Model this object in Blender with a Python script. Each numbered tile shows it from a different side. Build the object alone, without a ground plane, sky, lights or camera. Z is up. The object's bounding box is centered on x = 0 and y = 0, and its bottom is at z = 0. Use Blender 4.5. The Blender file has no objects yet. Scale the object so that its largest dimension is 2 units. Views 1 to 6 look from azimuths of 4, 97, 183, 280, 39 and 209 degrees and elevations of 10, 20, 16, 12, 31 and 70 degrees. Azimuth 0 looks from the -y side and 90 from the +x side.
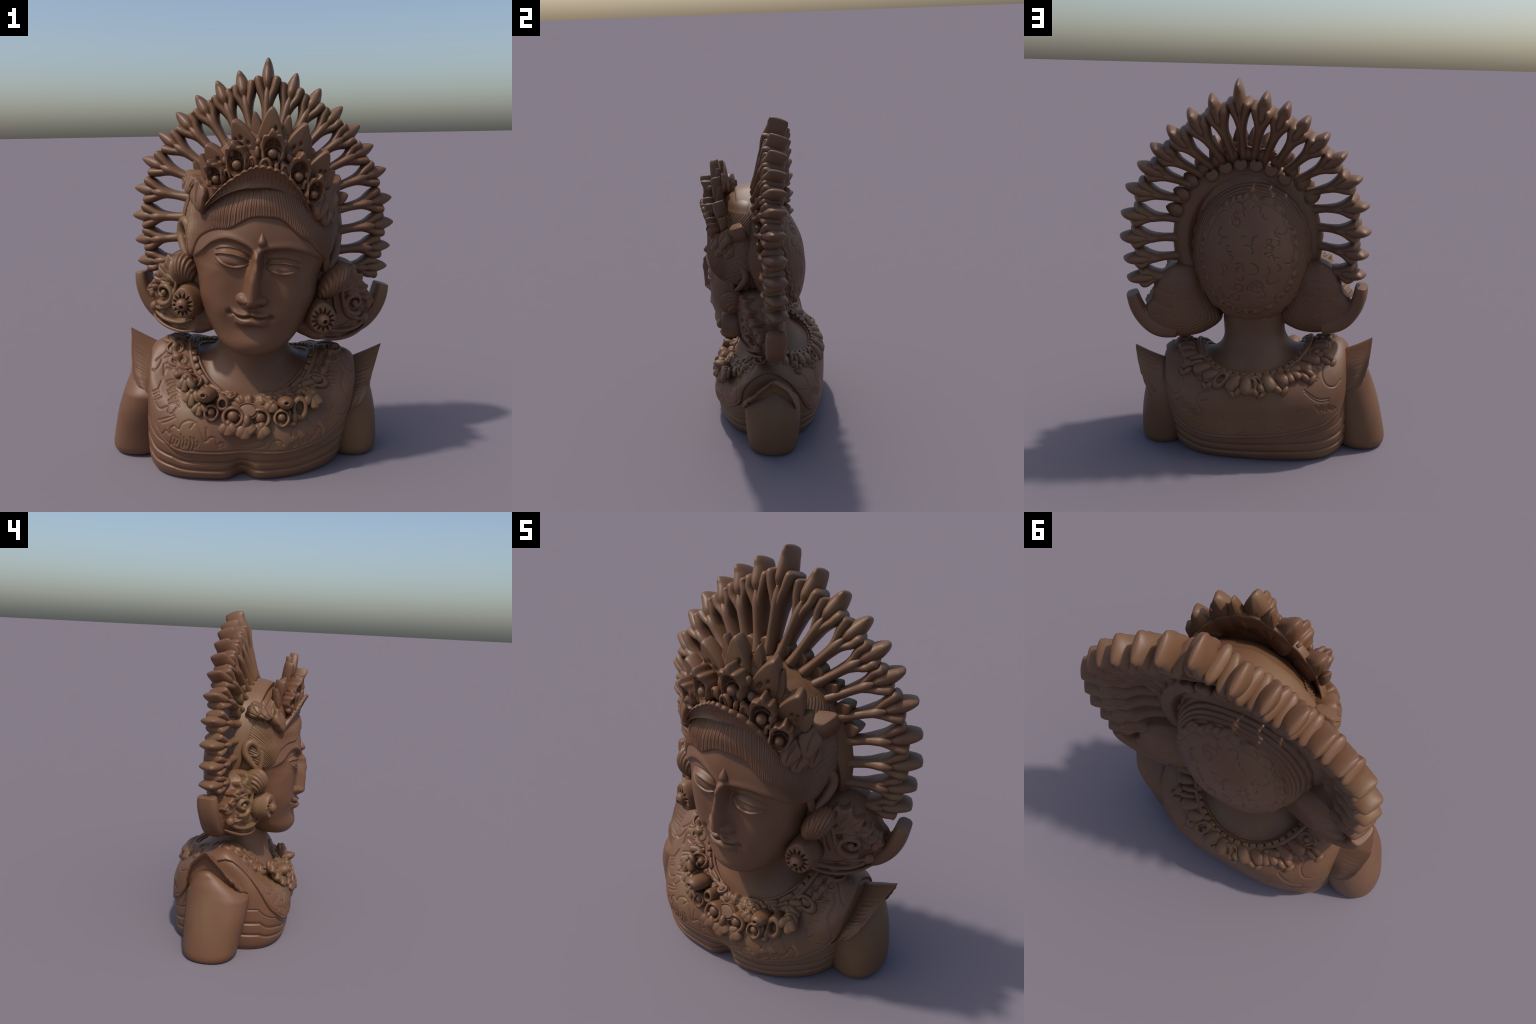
import bpy, math
import numpy as np

rng = np.random.default_rng(7)
PI = math.pi
ROLL = 0.064                       # the whole carving leans slightly to its left


# ------------------------------------------------------------------ helpers
def A(*v):
    return np.array(v, float)


def unit(v):
    v = np.asarray(v, float)
    return v / (np.linalg.norm(v, axis=-1, keepdims=True) + 1e-12)


def smooth(x, a, b):
    t = np.clip((np.asarray(x, float) - a) / (b - a), 0, 1)
    return t * t * (3 - 2 * t)


def gauss(x, s):
    return np.exp(-(np.asarray(x, float) / s) ** 2)


def curve(xs, ys):
    """smooth interpolation (cubic Hermite) through control points"""
    xs = np.asarray(xs, float); ys = np.asarray(ys, float)
    d = np.diff(ys, axis=0) / np.diff(xs).reshape((-1,) + (1,) * (ys.ndim - 1))
    m = np.zeros_like(ys)
    m[1:-1] = (d[:-1] + d[1:]) / 2
    m[0], m[-1] = d[0], d[-1]
    same = (d[:-1] * d[1:]) <= 0
    m[1:-1][same] = 0

    def f(x):
        x = np.clip(np.asarray(x, float), xs[0], xs[-1])
        i = np.clip(np.searchsorted(xs, x, side='right') - 1, 0, len(xs) - 2)
        h = xs[i + 1] - xs[i]
        t = (x - xs[i]) / h
        sh = lambda q: q.reshape(q.shape + (1,) * (ys.ndim - 1))
        t, h = sh(t), sh(h)
        return ((2 * t**3 - 3 * t**2 + 1) * ys[i] + (t**3 - 2 * t**2 + t) * h * m[i]
                + (-2 * t**3 + 3 * t**2) * ys[i + 1] + (t**3 - t**2) * h * m[i + 1])
    return f


def spline(pts, n):
    """Catmull-Rom resample of a 3D/2D control polyline"""
    p = np.asarray(pts, float)
    if len(p) == 2:
        return p[0] + np.linspace(0, 1, n)[:, None] * (p[1] - p[0])
    q = np.vstack([2 * p[0] - p[1], p, 2 * p[-1] - p[-2]])
    t = np.linspace(0, len(p) - 1, n)
    i = np.clip(t.astype(int), 0, len(p) - 2)
    f = (t - i)[:, None]
    a, b, c, d = q[i], q[i + 1], q[i + 2], q[i + 3]
    return 0.5 * (2 * b + (c - a) * f + (2 * a - 5 * b + 4 * c - d) * f**2 + (3 * b - a - 3 * c + d) * f**3)


def loop_spline(pts, n):
    p = np.asarray(pts, float)
    m = len(p)
    t = np.linspace(0, m, n, endpoint=False)
    i = t.astype(int) % m
    f = (t - np.floor(t))[:, None]
    a, b, c, d = p[(i - 1) % m], p[i], p[(i + 1) % m], p[(i + 2) % m]
    return 0.5 * (2 * b + (c - a) * f + (2 * a - 5 * b + 4 * c - d) * f**2 + (3 * b - a - 3 * c + d) * f**3)


# smooth value noise made of a few random sine waves
def waves(P, freq, seed, n=10):
    r = np.random.default_rng(seed)
    out = np.zeros(P.shape[:-1])
    for _ in range(n):
        k = unit(r.normal(size=3)) * freq * r.uniform(.6, 1.5)
        out += np.sin(P @ k + r.uniform(0, 6.28))
    return out / math.sqrt(n)


def grid_faces(n, m, cu=False, cv=False):
    I = np.arange(n if cu else n - 1)
    J = np.arange(m if cv else m - 1)
    i, j = np.meshgrid(I, J, indexing='ij')
    i2, j2 = (i + 1) % n, (j + 1) % m
    return np.stack([i * m + j, i * m + j2, i2 * m + j2, i2 * m + j], -1).reshape(-1, 4)


ALL = []


def make(name, V, F, parent=None, mat=None, normals=None, kind=None, sharp=None):
    V = np.asarray(V, float).reshape(-1, 3)
    F = np.asarray(F, np.int32)
    # clean up collapsed quads is not needed: degenerate quads are dropped by validate
    me = bpy.data.meshes.new(name)
    me.vertices.add(len(V)); me.vertices.foreach_set('co', V.ravel())
    me.loops.add(F.size); me.loops.foreach_set('vertex_index', F.ravel())
    me.polygons.add(len(F))
    me.polygons.foreach_set('loop_start', np.arange(len(F), dtype=np.int32) * F.shape[1])
    me.polygons.foreach_set('loop_total', np.full(len(F), F.shape[1], np.int32))
    me.update(calc_edges=True); me.validate()
    me.polygons.foreach_set('use_smooth', np.ones(len(me.polygons), bool))
    if normals is not None:
        me.normals_split_custom_set_from_vertices([tuple(v) for v in normals])
    elif sharp:
        me.set_sharp_from_angle(angle=math.radians(sharp))
    me.materials.append(mat or MAT)
    ob = bpy.data.objects.new(name, me)
    bpy.context.scene.collection.objects.link(ob)
    if parent is not None:
        ob.parent = parent
    if kind:
        ob["kind"] = kind
    ALL.append(ob)
    return ob


def merge(parts):
    Vs, Fs, o = [], [], 0
    for V, F in parts:
        V = np.asarray(V).reshape(-1, 3)
        Vs.append(V); Fs.append(np.asarray(F) + o); o += len(V)
    return np.vstack(Vs), np.vstack(Fs)


def sweep(path, rw, rd, depth, n=20, power=2.0, ortho=True):
    """tube along a path: half-width rw, half-depth rd (arrays), 'depth' = direction of the depth axis"""
    P = np.asarray(path, float); N = len(P)
    T = unit(np.gradient(P, axis=0))
    D = np.broadcast_to(np.asarray(depth, float), P.shape)
    if ortho:
        D = unit(D - (D * T).sum(-1, keepdims=True) * T)
    W = unit(np.cross(T, D))
    rw = np.broadcast_to(rw, N); rd = np.broadcast_to(rd, N)
    a = np.linspace(0, 2 * PI, n, endpoint=False)
    e = 2.0 / power
    c = np.sign(np.cos(a)) * np.abs(np.cos(a)) ** e
    s = np.sign(np.sin(a)) * np.abs(np.sin(a)) ** e
    V = (P[:, None] + W[:, None] * (rw[:, None] * c)[..., None] + D[:, None] * (rd[:, None] * s)[..., None])
    F = grid_faces(N, n, cv=True)
    V = V.reshape(-1, 3)
    # end caps as fans of quads to a centre vertex
    base = len(V)
    V = np.vstack([V, P[0], P[-1]])
    j = np.arange(0, n, 2)
    c0 = np.stack([np.full(len(j), base), (j + 2) % n, (j + 1) % n, j], -1)
    c1 = np.stack([np.full(len(j), base + 1), j + (N - 1) * n, (j + 1) % n + (N - 1) * n, (j + 2) % n + (N - 1) * n], -1)
    return V, np.vstack([F, c0, c1])


def closed_tube(P, r, n=12, up=None, flat=1.0):
    P = np.asarray(P, float); N = len(P)
    T = unit(np.roll(P, -1, 0) - np.roll(P, 1, 0))
    U = np.broadcast_to(A(0, 0, 1) if up is None else up, P.shape)
    U = unit(U - (U * T).sum(-1, keepdims=True) * T)
    W = np.cross(T, U)
    a = np.linspace(0, 2 * PI, n, endpoint=False)
    r = np.broadcast_to(r, N)[:, None, None]
    V = P[:, None] + r * (W[:, None] * np.cos(a)[None, :, None] + flat * U[:, None] * np.sin(a)[None, :, None])
    return V.reshape(-1, 3), grid_faces(N, n, cu=True, cv=True)


def plate(outline, frame, h, edge=0.25, back=0.02, dome=0.0, height=None, rings=14, n=96, center=None):
    """solid relief piece over a star shaped outline.
    frame=(O,X,Y,N): h = height of the face above O along N, edge = rounded edge share, back = how far it reaches behind"""
    O, X, Y, Nn = frame
    q = loop_spline(outline, n)
    c = q.mean(0) if center is None else np.asarray(center, float)
    s = np.concatenate([[1.0, 1.0], 1 - np.linspace(0, 1, rings) ** 1.0 * 1.0])
    s = np.clip(s, 0, 1)
    z = np.empty_like(s)
    t = np.clip((1 - s) / max(edge, 1e-3), 0, 1)
    z[:] = h * (0.45 + 0.55 * np.sqrt(1 - (1 - t) ** 2))
    z += dome * (1 - s**2)
    z[0] = -back; z[1] = 0.2 * h
    s[0] = 1.0
    ang = np.linspace(0, 2 * PI, n, endpoint=False)
    uv = c + (q - c)[None] * s[:, None, None]
    H = np.repeat(z[:, None], n, 1)
    if height is not None:
        add = height(np.repeat(s[:, None], n, 1), np.repeat(ang[None], len(s), 0), uv)
        add[0] = 0
        H = H + add
    V = O + uv[..., :1] * X + uv[..., 1:] * Y + H[..., None] * Nn
    V = V.reshape(-1, 3)
    F = grid_faces(len(s), n, cv=True)
    b = len(V)
    V = np.vstack([V, O + c[0] * X + c[1] * Y - back * Nn])
    j = np.arange(0, n, 2)
    cap = np.stack([np.full(len(j), b), (j + 2) % n, (j + 1) % n, j], -1)
    return V, np.vstack([F, cap])


def fuse(V, F, voxel=.005, iters=2, factor=.5):
    """melt overlapping solids into one carved surface (voxel remesh, light smoothing)"""
    me = bpy.data.meshes.new('melt')
    me.from_pydata([tuple(v) for v in np.asarray(V).tolist()], [], np.asarray(F).tolist())
    me.validate()
    ob = bpy.data.objects.new('melt', me)
    bpy.context.scene.collection.objects.link(ob)
    m = ob.modifiers.new('r', 'REMESH'); m.mode = 'VOXEL'; m.voxel_size = voxel
    if iters:
        q = ob.modifiers.new('s', 'SMOOTH'); q.iterations = iters; q.factor = factor
    dg = bpy.context.evaluated_depsgraph_get()
    ev = ob.evaluated_get(dg).to_mesh()
    nv = len(ev.vertices); co = np.empty(nv * 3); ev.vertices.foreach_get('co', co)
    lt = np.empty(len(ev.polygons), np.int32); ev.polygons.foreach_get('loop_total', lt)
    li = np.empty(len(ev.loops), np.int32); ev.loops.foreach_get('vertex_index', li)
    assert (lt == 4).all()
    ob.evaluated_get(dg).to_mesh_clear()
    bpy.data.objects.remove(ob); bpy.data.meshes.remove(me)
    return co.reshape(-1, 3), li.reshape(-1, 4)


def ball(c, r, stretch=None, n=16, m=24, disp=None):
    """sphere or ellipsoid; stretch=(3x3 axes rows scaled)"""
    th = np.linspace(0, PI, n)[:, None]; ph = np.linspace(0, 2 * PI, m, endpoint=False)[None]
    S = np.stack([np.sin(th) * np.cos(ph), np.sin(th) * np.sin(ph), np.cos(th) * np.ones_like(ph)], -1)
    k = np.ones(S.shape[:2]) if disp is None else disp(S)
    S = S * k[..., None]
    if stretch is None:
        V = S * r
    else:
        V = S @ np.asarray(stretch, float) * r
    return (np.asarray(c, float) + V).reshape(-1, 3), grid_faces(n, m, cv=True)


def frame(O, N, up=(0, 0, 1)):
    N = unit(A(*N)); up = A(*up)
    Y = unit(up - (up @ N) * N)
    return A(*O), np.cross(Y, N), Y, N


def head_pt(xl, y, zl):
    """leaning head frame -> world"""
    return A(0.01 + xl + ROLL * zl, y + 0.03 * xl, zl - ROLL * xl)


# ------------------------------------------------------------------ material
def wood(name, tone=1.0, grain=1.0):
    m = bpy.data.materials.new(name); m.use_nodes = True
    nt = m.node_tree; N, L = nt.nodes, nt.links
    b = N['Principled BSDF']
    tc = N.new('ShaderNodeTexCoord')
    n1 = N.new('ShaderNodeTexNoise'); n1.inputs['Scale'].default_value = 5.5; n1.inputs['Detail'].default_value = 4
    n2 = N.new('ShaderNodeTexNoise'); n2.inputs['Scale'].default_value = 2.3; n2.inputs['Detail'].default_value = 2
    n3 = N.new('ShaderNodeTexNoise'); n3.inputs['Scale'].default_value = 90; n3.inputs['Detail'].default_value = 3
    mp = N.new('ShaderNodeMapping'); mp.inputs['Scale'].default_value = (1, 1, .55)
    L.new(tc.outputs['Object'], mp.inputs['Vector'])
    for q in (n1, n2, n3):
        L.new(mp.outputs['Vector'], q.inputs['Vector'])
    r1 = N.new('ShaderNodeValToRGB')
    c = lambda r, g, bb: (r * tone, g * tone, bb * tone, 1)
    r1.color_ramp.elements[0].position = .32; r1.color_ramp.elements[0].color = c(.129, .060, .031)
    r1.color_ramp.elements[1].position = .70; r1.color_ramp.elements[1].color = c(.146, .080, .038)
    e = r1.color_ramp.elements.new(.5); e.color = c(.137, .066, .034)
    L.new(n1.outputs['Fac'], r1.inputs['Fac'])
    r2 = N.new('ShaderNodeValToRGB')
    r2.color_ramp.elements[0].position = .35; r2.color_ramp.elements[0].color = (1.0, .955, .96, 1)
    r2.color_ramp.elements[1].position = .68; r2.color_ramp.elements[1].color = (1.03, 1.05, 1.01, 1)
    L.new(n2.outputs['Fac'], r2.inputs['Fac'])
    mx = N.new('ShaderNodeMix'); mx.data_type = 'RGBA'; mx.blend_type = 'MULTIPLY'; mx.inputs['Factor'].default_value = 1
    L.new(r1.outputs['Color'], mx.inputs['A']); L.new(r2.outputs['Color'], mx.inputs['B'])
    L.new(mx.outputs['Result'], b.inputs['Base Color'])
    b.inputs['Roughness'].default_value = .5
    rr = N.new('ShaderNodeMapRange'); rr.inputs['To Min'].default_value = .40; rr.inputs['To Max'].default_value = .54
    L.new(n1.outputs['Fac'], rr.inputs['Value']); L.new(rr.outputs['Result'], b.inputs['Roughness'])
    b.inputs['Specular IOR Level'].default_value = .35
    bp = N.new('ShaderNodeBump'); bp.inputs['Strength'].default_value = .06 * grain; bp.inputs['Distance'].default_value = .004
    L.new(n3.outputs['Fac'], bp.inputs['Height']); L.new(bp.outputs['Normal'], b.inputs['Normal'])
    return m


MAT = wood('carved_brown_wood', 1.06)

root = bpy.data.objects.new('carved_bust', None)
bpy.context.scene.collection.objects.link(root)
root["label"] = "brown carved wooden bust with fan headdress and necklace"
root["category"] = "wooden bust"


# ------------------------------------------------------------------ engraving helper
def groove_field(XZ, polylines, width):
    """max gaussian of the distance to a set of 2D polylines"""
    out = np.zeros(len(XZ))
    for pl in polylines:
        p = spline(pl, max(8, 5 * len(pl)))
        lo, hi = p.min(0) - 4 * width, p.max(0) + 4 * width
        sel = np.where(((XZ > lo) & (XZ < hi)).all(1))[0]
        if not len(sel):
            continue
        q = XZ[sel]; best = np.full(len(q), 9.0)
        for a, b in zip(p[:-1], p[1:]):
            d = b - a; t = np.clip(((q - a) @ d) / (d @ d + 1e-12), 0, 1)
            best = np.minimum(best, np.linalg.norm(q - a - t[:, None] * d, axis=1))
        out[sel] = np.maximum(out[sel], gauss(best, width))
    return out


def hatch(x0, z0, x1, z1, dx, dz, n, bow=0.0):
    """a row of short parallel cuts"""
    res = []
    for t in np.linspace(0, 1, n):
        x, z = x0 + (x1 - x0) * t, z0 + (z1 - z0) * t
        j = .75 + .35 * math.sin(7.3 * t * n + x0 * 50)
        res.append([(x - dx * j, z - dz * j), (x + bow * 2 + .002 * math.sin(t * 9), z + bow * 2), (x + dx * j, z + dz * j)])
    return res


# ------------------------------------------------------------------ torso, neck (one surface)
KEY = [  # front(y,z)   side(x,z)   back(y,z)  squareness
    ((-.15, 0), (.30, 0), (.18, 0), 3.2),
    ((-.295, 0), (.450, 0), (.308, 0), 3.2),
    ((-.326, .012), (.474, .012), (.340, .012), 3.2),
    ((-.342, .05), (.490, .05), (.357, .05), 3.2),
    ((-.344, .12), (.502, .13), (.366, .13), 3.2),
    ((-.342, .20), (.512, .25), (.370, .22), 3.2),
    ((-.330, .26), (.518, .36), (.370, .31), 3.1),
    ((-.308, .31), (.520, .46), (.364, .365), 2.7),
    ((-.282, .345), (.512, .520), (.355, .408), 2.15),
    ((-.260, .365), (.475, .558), (.344, .434), 1.85),
    ((-.248, .373), (.400, .570), (.331, .452), 1.85),
    ((-.237, .378), (.322, .562), (.310, .464), 1.95),
    ((-.222, .388), (.285, .540), (.286, .478), 2.0),
    ((-.209, .415), (.255, .532), (.250, .500), 2.0),
    ((-.191, .455), (.208, .552), (.203, .545), 2.0),
    ((-.178, .50), (.180, .590), (.168, .60), 2.0),
    ((-.170, .57), (.170, .64), (.152, .66), 2.0),
    ((-.150, .70), (.170, .72), (.145, .74), 2.0),
    ((-.14, .80), (.15, .80), (.14, .80), 2.0)]
kk = np.arange(len(KEY))
TF = curve(kk, [list(a) + list(b) + list(c) + [d] for a, b, c, d in KEY])


def torso_base(k, psi):
    k, psi = np.broadcast_arrays(np.asarray(k, float), np.asarray(psi, float))
    q = TF(k)
    fy, fz, sx, sz, by, bz, n = [q[..., i] for i in range(7)]
    S, C = np.sin(psi), np.cos(psi)
    e = 2 / n
    s = np.sign(S) * np.abs(S) ** e
    c = np.abs(C) ** e
    y0 = .02
    x = sx * s
    y = np.where(C >= 0, y0 + (fy - y0) * c, y0 + (by - y0) * c)
    pw = 4.3 + 1.2 * np.clip(C * 3, -1, 1)
    w = np.abs(S) ** (pw - (pw - 2.8) * np.clip(k - 11, 0, 1))
    zc = np.where(C >= 0, fz, bz)
    z = zc + (sz - zc) * w
    return np.stack([x, y, z], -1)


EDGE_F = curve([-.60, -.497, -.486, -.476, -.465, -.445, -.40, -.333, -.213, 0, .206, .30, .374, .43, .48, .512, .528, .538, .552, .65],
               [.76, .70, .58, .48, .38, .285, .215, .16, .144, .143, .141, .152, .172, .205, .25, .32, .42, .52, .66, .76])
EDGE_B = curve([-.60, -.512, -.500, -.487, -.473, -.412, -.26, -.06, .2, .355, .44, .481, .502, .517, .535, .65],
               [.76, .70, .58, .45, .345, .25, .195, .157, .140, .165, .23, .335, .43, .52, .64, .76])

FRONT_CUTS = [
    [(-.385, .231), (-.369, .249), (-.350, .237), (-.347, .260), (-.329, .273), (-.305, .263), (-.289, .287), (-.254, .300), (-.220, .288), (-.197, .252), (-.181, .215), (-.163, .231)],
    [(-.249, .271), (-.233, .290), (-.221, .292)],
    [(-.389, .585), (-.398, .564), (-.422, .537), (-.454, .516)],
    [(-.429, .536), (-.430, .507), (-.450, .478), (-.467, .478)],
    [(-.414, .499), (-.408, .460), (-.400, .484), (-.370, .479)],
    [(-.417, .434), (-.431, .387), (-.428, .351), (-.404, .333), (-.368, .344), (-.364, .323), (-.345, .318), (-.324, .341)],
    [(-.407, .287), (-.371, .300), (-.331, .314)], [(-.387, .279), (-.357, .290), (-.326, .306)],
    [(-.173, .273), (-.171, .222), (-.152, .234), (-.131, .227), (-.124, .196)],
    [(-.117, .184), (-.113, .204), (-.098, .208), (-.092, .192)],
    [(.123, .180), (.134, .203), (.156, .215), (.177, .204), (.184, .193)],
    [(.224, .226), (.235, .265), (.257, .292), (.286, .293), (.314, .270), (.325, .247)],
    [(.268, .277), (.271, .258)],
    [(.336, .218), (.340, .238), (.354, .242), (.369, .222), (.365, .203)],
    [(.388, .329), (.396, .305), (.414, .298), (.428, .314)],
    [(.472, .508), (.498, .471), (.518, .455)],
    [(.457, .488), (.479, .451), (.470, .405), (.490, .355), (.493, .304), (.478, .271), (.447, .275)],
    [(.512, .406), (.525, .387), (.543, .402)],
    [(-.02, .19), (.03, .20), (.07, .215)], [(.04, .172), (.085, .185), (.11, .205)]]
FRONT_CUTS += hatch(-.36, .43, -.335, .352, .028, -.004, 8, .004)
FRONT_CUTS += hatch(-.39, .545, -.36, .50, .03, .006, 5)
FRONT_CUTS += hatch(-.345, .215, -.22, .20, .004, .03, 9, .003)
FRONT_CUTS += hatch(.215, .185, .32, .205, .018, .022, 9, .004)
FRONT_CUTS += hatch(.43, .46, .40, .36, .022, -.005, 8, -.003)
FRONT_CUTS += hatch(-.44, .40, -.42, .37, .014, .006, 4)
BACK_CUTS = [
    [(.420, .452), (.395, .432), (.391, .393), (.412, .358), (.437, .351), (.478, .377)],
    [(-.382, .523), (-.356, .511), (-.352, .473), (-.379, .436), (-.419, .427), (-.448, .450)],
    [(.238, .396), (.279, .382), (.305, .353), (.300, .325), (.279, .298), (.272, .264), (.277, .247)],
    [(.279, .343), (.248, .356)],
    [(-.260, .423), (-.306, .393), (-.341, .378), (-.387, .375)],
    [(-.265, .413), (-.306, .382), (-.347, .364), (-.387, .364)],
    [(.172, .276), (.162, .253), (.141, .252)], [(.149, .214), (.144, .197), (.162, .182)],
    [(.059, .219), (.056, .191), (.085, .172)], [(.029, .230), (.013, .216), (.008, .194)],
    [(-.087, .308), (-.080, .287)], [(-.233, .330), (-.219, .301)], [(-.048, .246), (-.053, .223)],
    [(-.132, .231), (-.150, .217)], [(.039, .272), (.009, .268), (-.022, .281), (-.051, .317)]]
BACK_CUTS += hatch(-.36, .58, -.30, .45, .022, -.008, 14)
BACK_CUTS += hatch(.36, .53, .31, .43, .022, .008, 12)
BACK_CUTS += hatch(.40, .33, .30, .26, .02, -.014, 12)
BACK_CUTS += hatch(-.33, .33, -.42, .32, .012, .018, 9)


def lean(P):
    """symmetric body frame -> world: slight roll (fading out at the flat base) and yaw"""
    x, y, z = P[..., 0], P[..., 1], P[..., 2]
    X = -.018 + .008 * smooth(z, 0, .3) + x + ROLL * z * smooth(z, 0, .3)
    Z = z - ROLL * x * smooth(z, 0.02, .35)
    return np.stack([X, y + (.025 - .03 * np.clip(y / .3, -1, 1)) * x, Z], -1)


def torso_surface(k, psi, detail=True):
    P = torso_base(k, psi)
    x, y, z = P[..., 0].copy(), P[..., 1].copy(), P[..., 2].copy()
    front = np.cos(psi) * np.ones_like(x) > 0
    low = k < 11
    fw = smooth(np.cos(psi) * np.ones_like(x), 0, .35)
    # cleft under the bust and the bust volume
    y += fw * .062 * gauss(x, .045) * (1 - smooth(z, .04, .15))
    y -= fw * (.012 * gauss(x - .23, .16) + .012 * gauss(x + .23, .16)) * gauss(z - .20, .09)
    y += fw * .010 * gauss(x, .06) * gauss(z - .17, .08)
    y += fw * .028 * 1.5 * smooth(x, .12, .42) * (1 - smooth(z, .28, .45))
    if detail:
        # outward direction for relief
        d = .003
        a = torso_base(k, psi + d) - torso_base(k, psi - d)
        b = torso_base(k + d * 3, psi) - torso_base(k - d * 3, psi)
        nrm = unit(np.cross(a, b))
        W = lean(np.stack([x, y, z], -1))
        xw, zw = W[..., 0], W[..., 2]
        wf = smooth(np.cos(psi) * np.ones_like(x), -.22, .22)
        ze = EDGE_F(xw) * wf + EDGE_B(xw) * (1 - wf)
        t = zw - ze
        vest = smooth(t, -.002, .010) * np.where(low, 1, 0)
        h = .013 * vest
        h = h - .004 * gauss(t - .022, .0035) * np.where(low, 1, 0)
        # folds of the waist sash
        below = (1 - vest) * smooth(z, .012, .03) * np.where(k > 1.5, 1, 0)
        for fr, dep in ((.66, .008), (.36, .008)):
            zz = np.minimum(ze, .17 + .25 * np.clip(ze - .17, 0, .3)) * fr + (.05 * (np.abs(xw) > .3) * (np.abs(xw) - .3))
            dz = zw - zz
            h = h - below * dep * np.where(dz < 0, gauss(dz, .0035), gauss(dz, .014))
        zz = np.minimum(ze, .20 + .25 * np.clip(ze - .20, 0, .3)) * .9 + .015 * np.sin(xw * 9)
        h = h - below * .006 * gauss(zw - zz, .004) * smooth(np.abs(xw), .18, .30)
        XZ = np.stack([xw, zw], -1).reshape(-1, 2)
        gf = groove_field(XZ, FRONT_CUTS, .0042).reshape(x.shape)
        gb = groove_field(XZ, BACK_CUTS, .0038).reshape(x.shape)
        g = np.where(front, gf, gb) * np.where(k < 10.3, 1, 0) * smooth(t, .0, .02)
        h = h - .0042 * g
        # fine punched texture near the vest border
        q = waves(W, 420, 3, 12)
        h = h - .0012 * np.clip(q - .9, 0, 1.2) * gauss(t - .06, .03) * np.where(low, 1, 0) * vest
        h = h + .0012 * waves(W, 22, 5)
        x += nrm[..., 0] * h; y += nrm[..., 1] * h; z += nrm[..., 2] * h
    z = np.where(k <= 1.01, 0, np.maximum(z, 0.0))
    return lean(np.stack([x, y, z], -1))


def build_torso():
    NK, NP = 330, 900
    k = np.concatenate([np.linspace(0, 1, 4)[:-1], np.linspace(1, 3, 30)[:-1], np.linspace(3, 8, 190)[:-1],
                        np.linspace(8, 12, 60)[:-1], np.linspace(12, 18, 45)])
    psi = np.linspace(0, 2 * PI, NP, endpoint=False)
    K, S = np.meshgrid(k, psi, indexing='ij')
    V = torso_surface(K, S)
    nk = len(k)
    F = grid_faces(nk, NP, cv=True)
    # vertex normals of the whole body
    Vn = V.reshape(-1, 3)
    me = bpy.data.meshes.new('tmp')
    fn = np.cross(Vn[F[:, 2]] - Vn[F[:, 0]], Vn[F[:, 3]] - Vn[F[:, 1]])
    nr = np.zeros_like(Vn)
    for i in range(4):
        np.add.at(nr, F[:, i], fn)
    nr = unit(nr)
    bpy.data.meshes.remove(me)
    # split by region: waist sash / bodice / neck
    W = V
    front = np.cos(S) > 0
    wf = smooth(np.cos(S), -.22, .22)
    ze = EDGE_F(W[..., 0]) * wf + EDGE_B(W[..., 0]) * (1 - wf)
    reg = np.where(W[..., 2] < ze - .001, 0, 1)
    reg = np.where(K >= 11.999, 2, reg)
    reg = np.where((K < 4) & (reg == 2), 0, reg)
    fr = reg.reshape(-1)[F[:, 0]]
    objs = {}
    for r, nm in ((1, 'bodice'), (0, 'waist_sash'), (2, 'neck')):
        f = F[fr == r]
        u, inv = np.unique(f, return_inverse=True)
        nf = inv.reshape(-1, 4)
        if r == 0:      # close the flat underside
            pass
        objs[nm] = make(nm, Vn[u], nf, root, normals=nr[u])
    return objs


BODY = build_torso()


def torso_frame(k, psi):
    d = .02
    P = torso_surface(np.array([k]), np.array([psi]), False)[0]
    a = torso_surface(np.array([k]), np.array([psi + d]), False)[0] - torso_surface(np.array([k]), np.array([psi - d]), False)[0]
    b = torso_surface(np.array([k + d]), np.array([psi]), False)[0] - torso_surface(np.array([k - d]), np.array([psi]), False)[0]
    N = unit(np.cross(a, b))
    Y = unit(b - (b @ N) * N)
    return P, np.cross(Y, N), Y, N


# ------------------------------------------------------------------ arms and shoulder caps
def build_arm(base, top):
    """base/top: rows (z, x inner, x outer, y front, y back)"""
    rows = base
    zs = np.array([r[0] for r in rows])
    f = curve(zs, [r[1:] for r in rows])
    z = np.concatenate([[0, 0.0], np.linspace(0.0, zs[-1], 90)])
    q = f(z)
    n = 128
    a = np.linspace(0, 2 * PI, n, endpoint=False)
    cx, cy = (q[:, 0] + q[:, 1]) / 2, (q[:, 2] + q[:, 3]) / 2
    rx, ry = np.abs(q[:, 1] - q[:, 0]) / 2, (q[:, 3] - q[:, 2]) / 2
    fil = np.ones(len(z)); fil[0] = .02; fil[1] = .78
    zz = np.clip(z, 0, None)
    rnd = np.sqrt(np.clip(1 - (1 - np.clip(zz / .055, 0, 1)) ** 2, 0, 1))
    sc = .80 + .20 * rnd
    sc[0], sc[1] = .02, .78
    sc[-1] = .02
    e = 2 / 2.25
    c = np.sign(np.cos(a)) * np.abs(np.cos(a)) ** e; s = np.sign(np.sin(a)) * np.abs(np.sin(a)) ** e
    V = np.stack([cx[:, None] + (rx * sc)[:, None] * c, cy[:, None] + (ry * sc)[:, None] * s, np.repeat(zz[:, None], n, 1)], -1)
    V[..., 0] += .002 * waves(V, 14, 11); V[..., 1] += .002 * waves(V, 14, 12)
    return V.reshape(-1, 3), grid_faces(len(z), n, cv=True)


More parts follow.
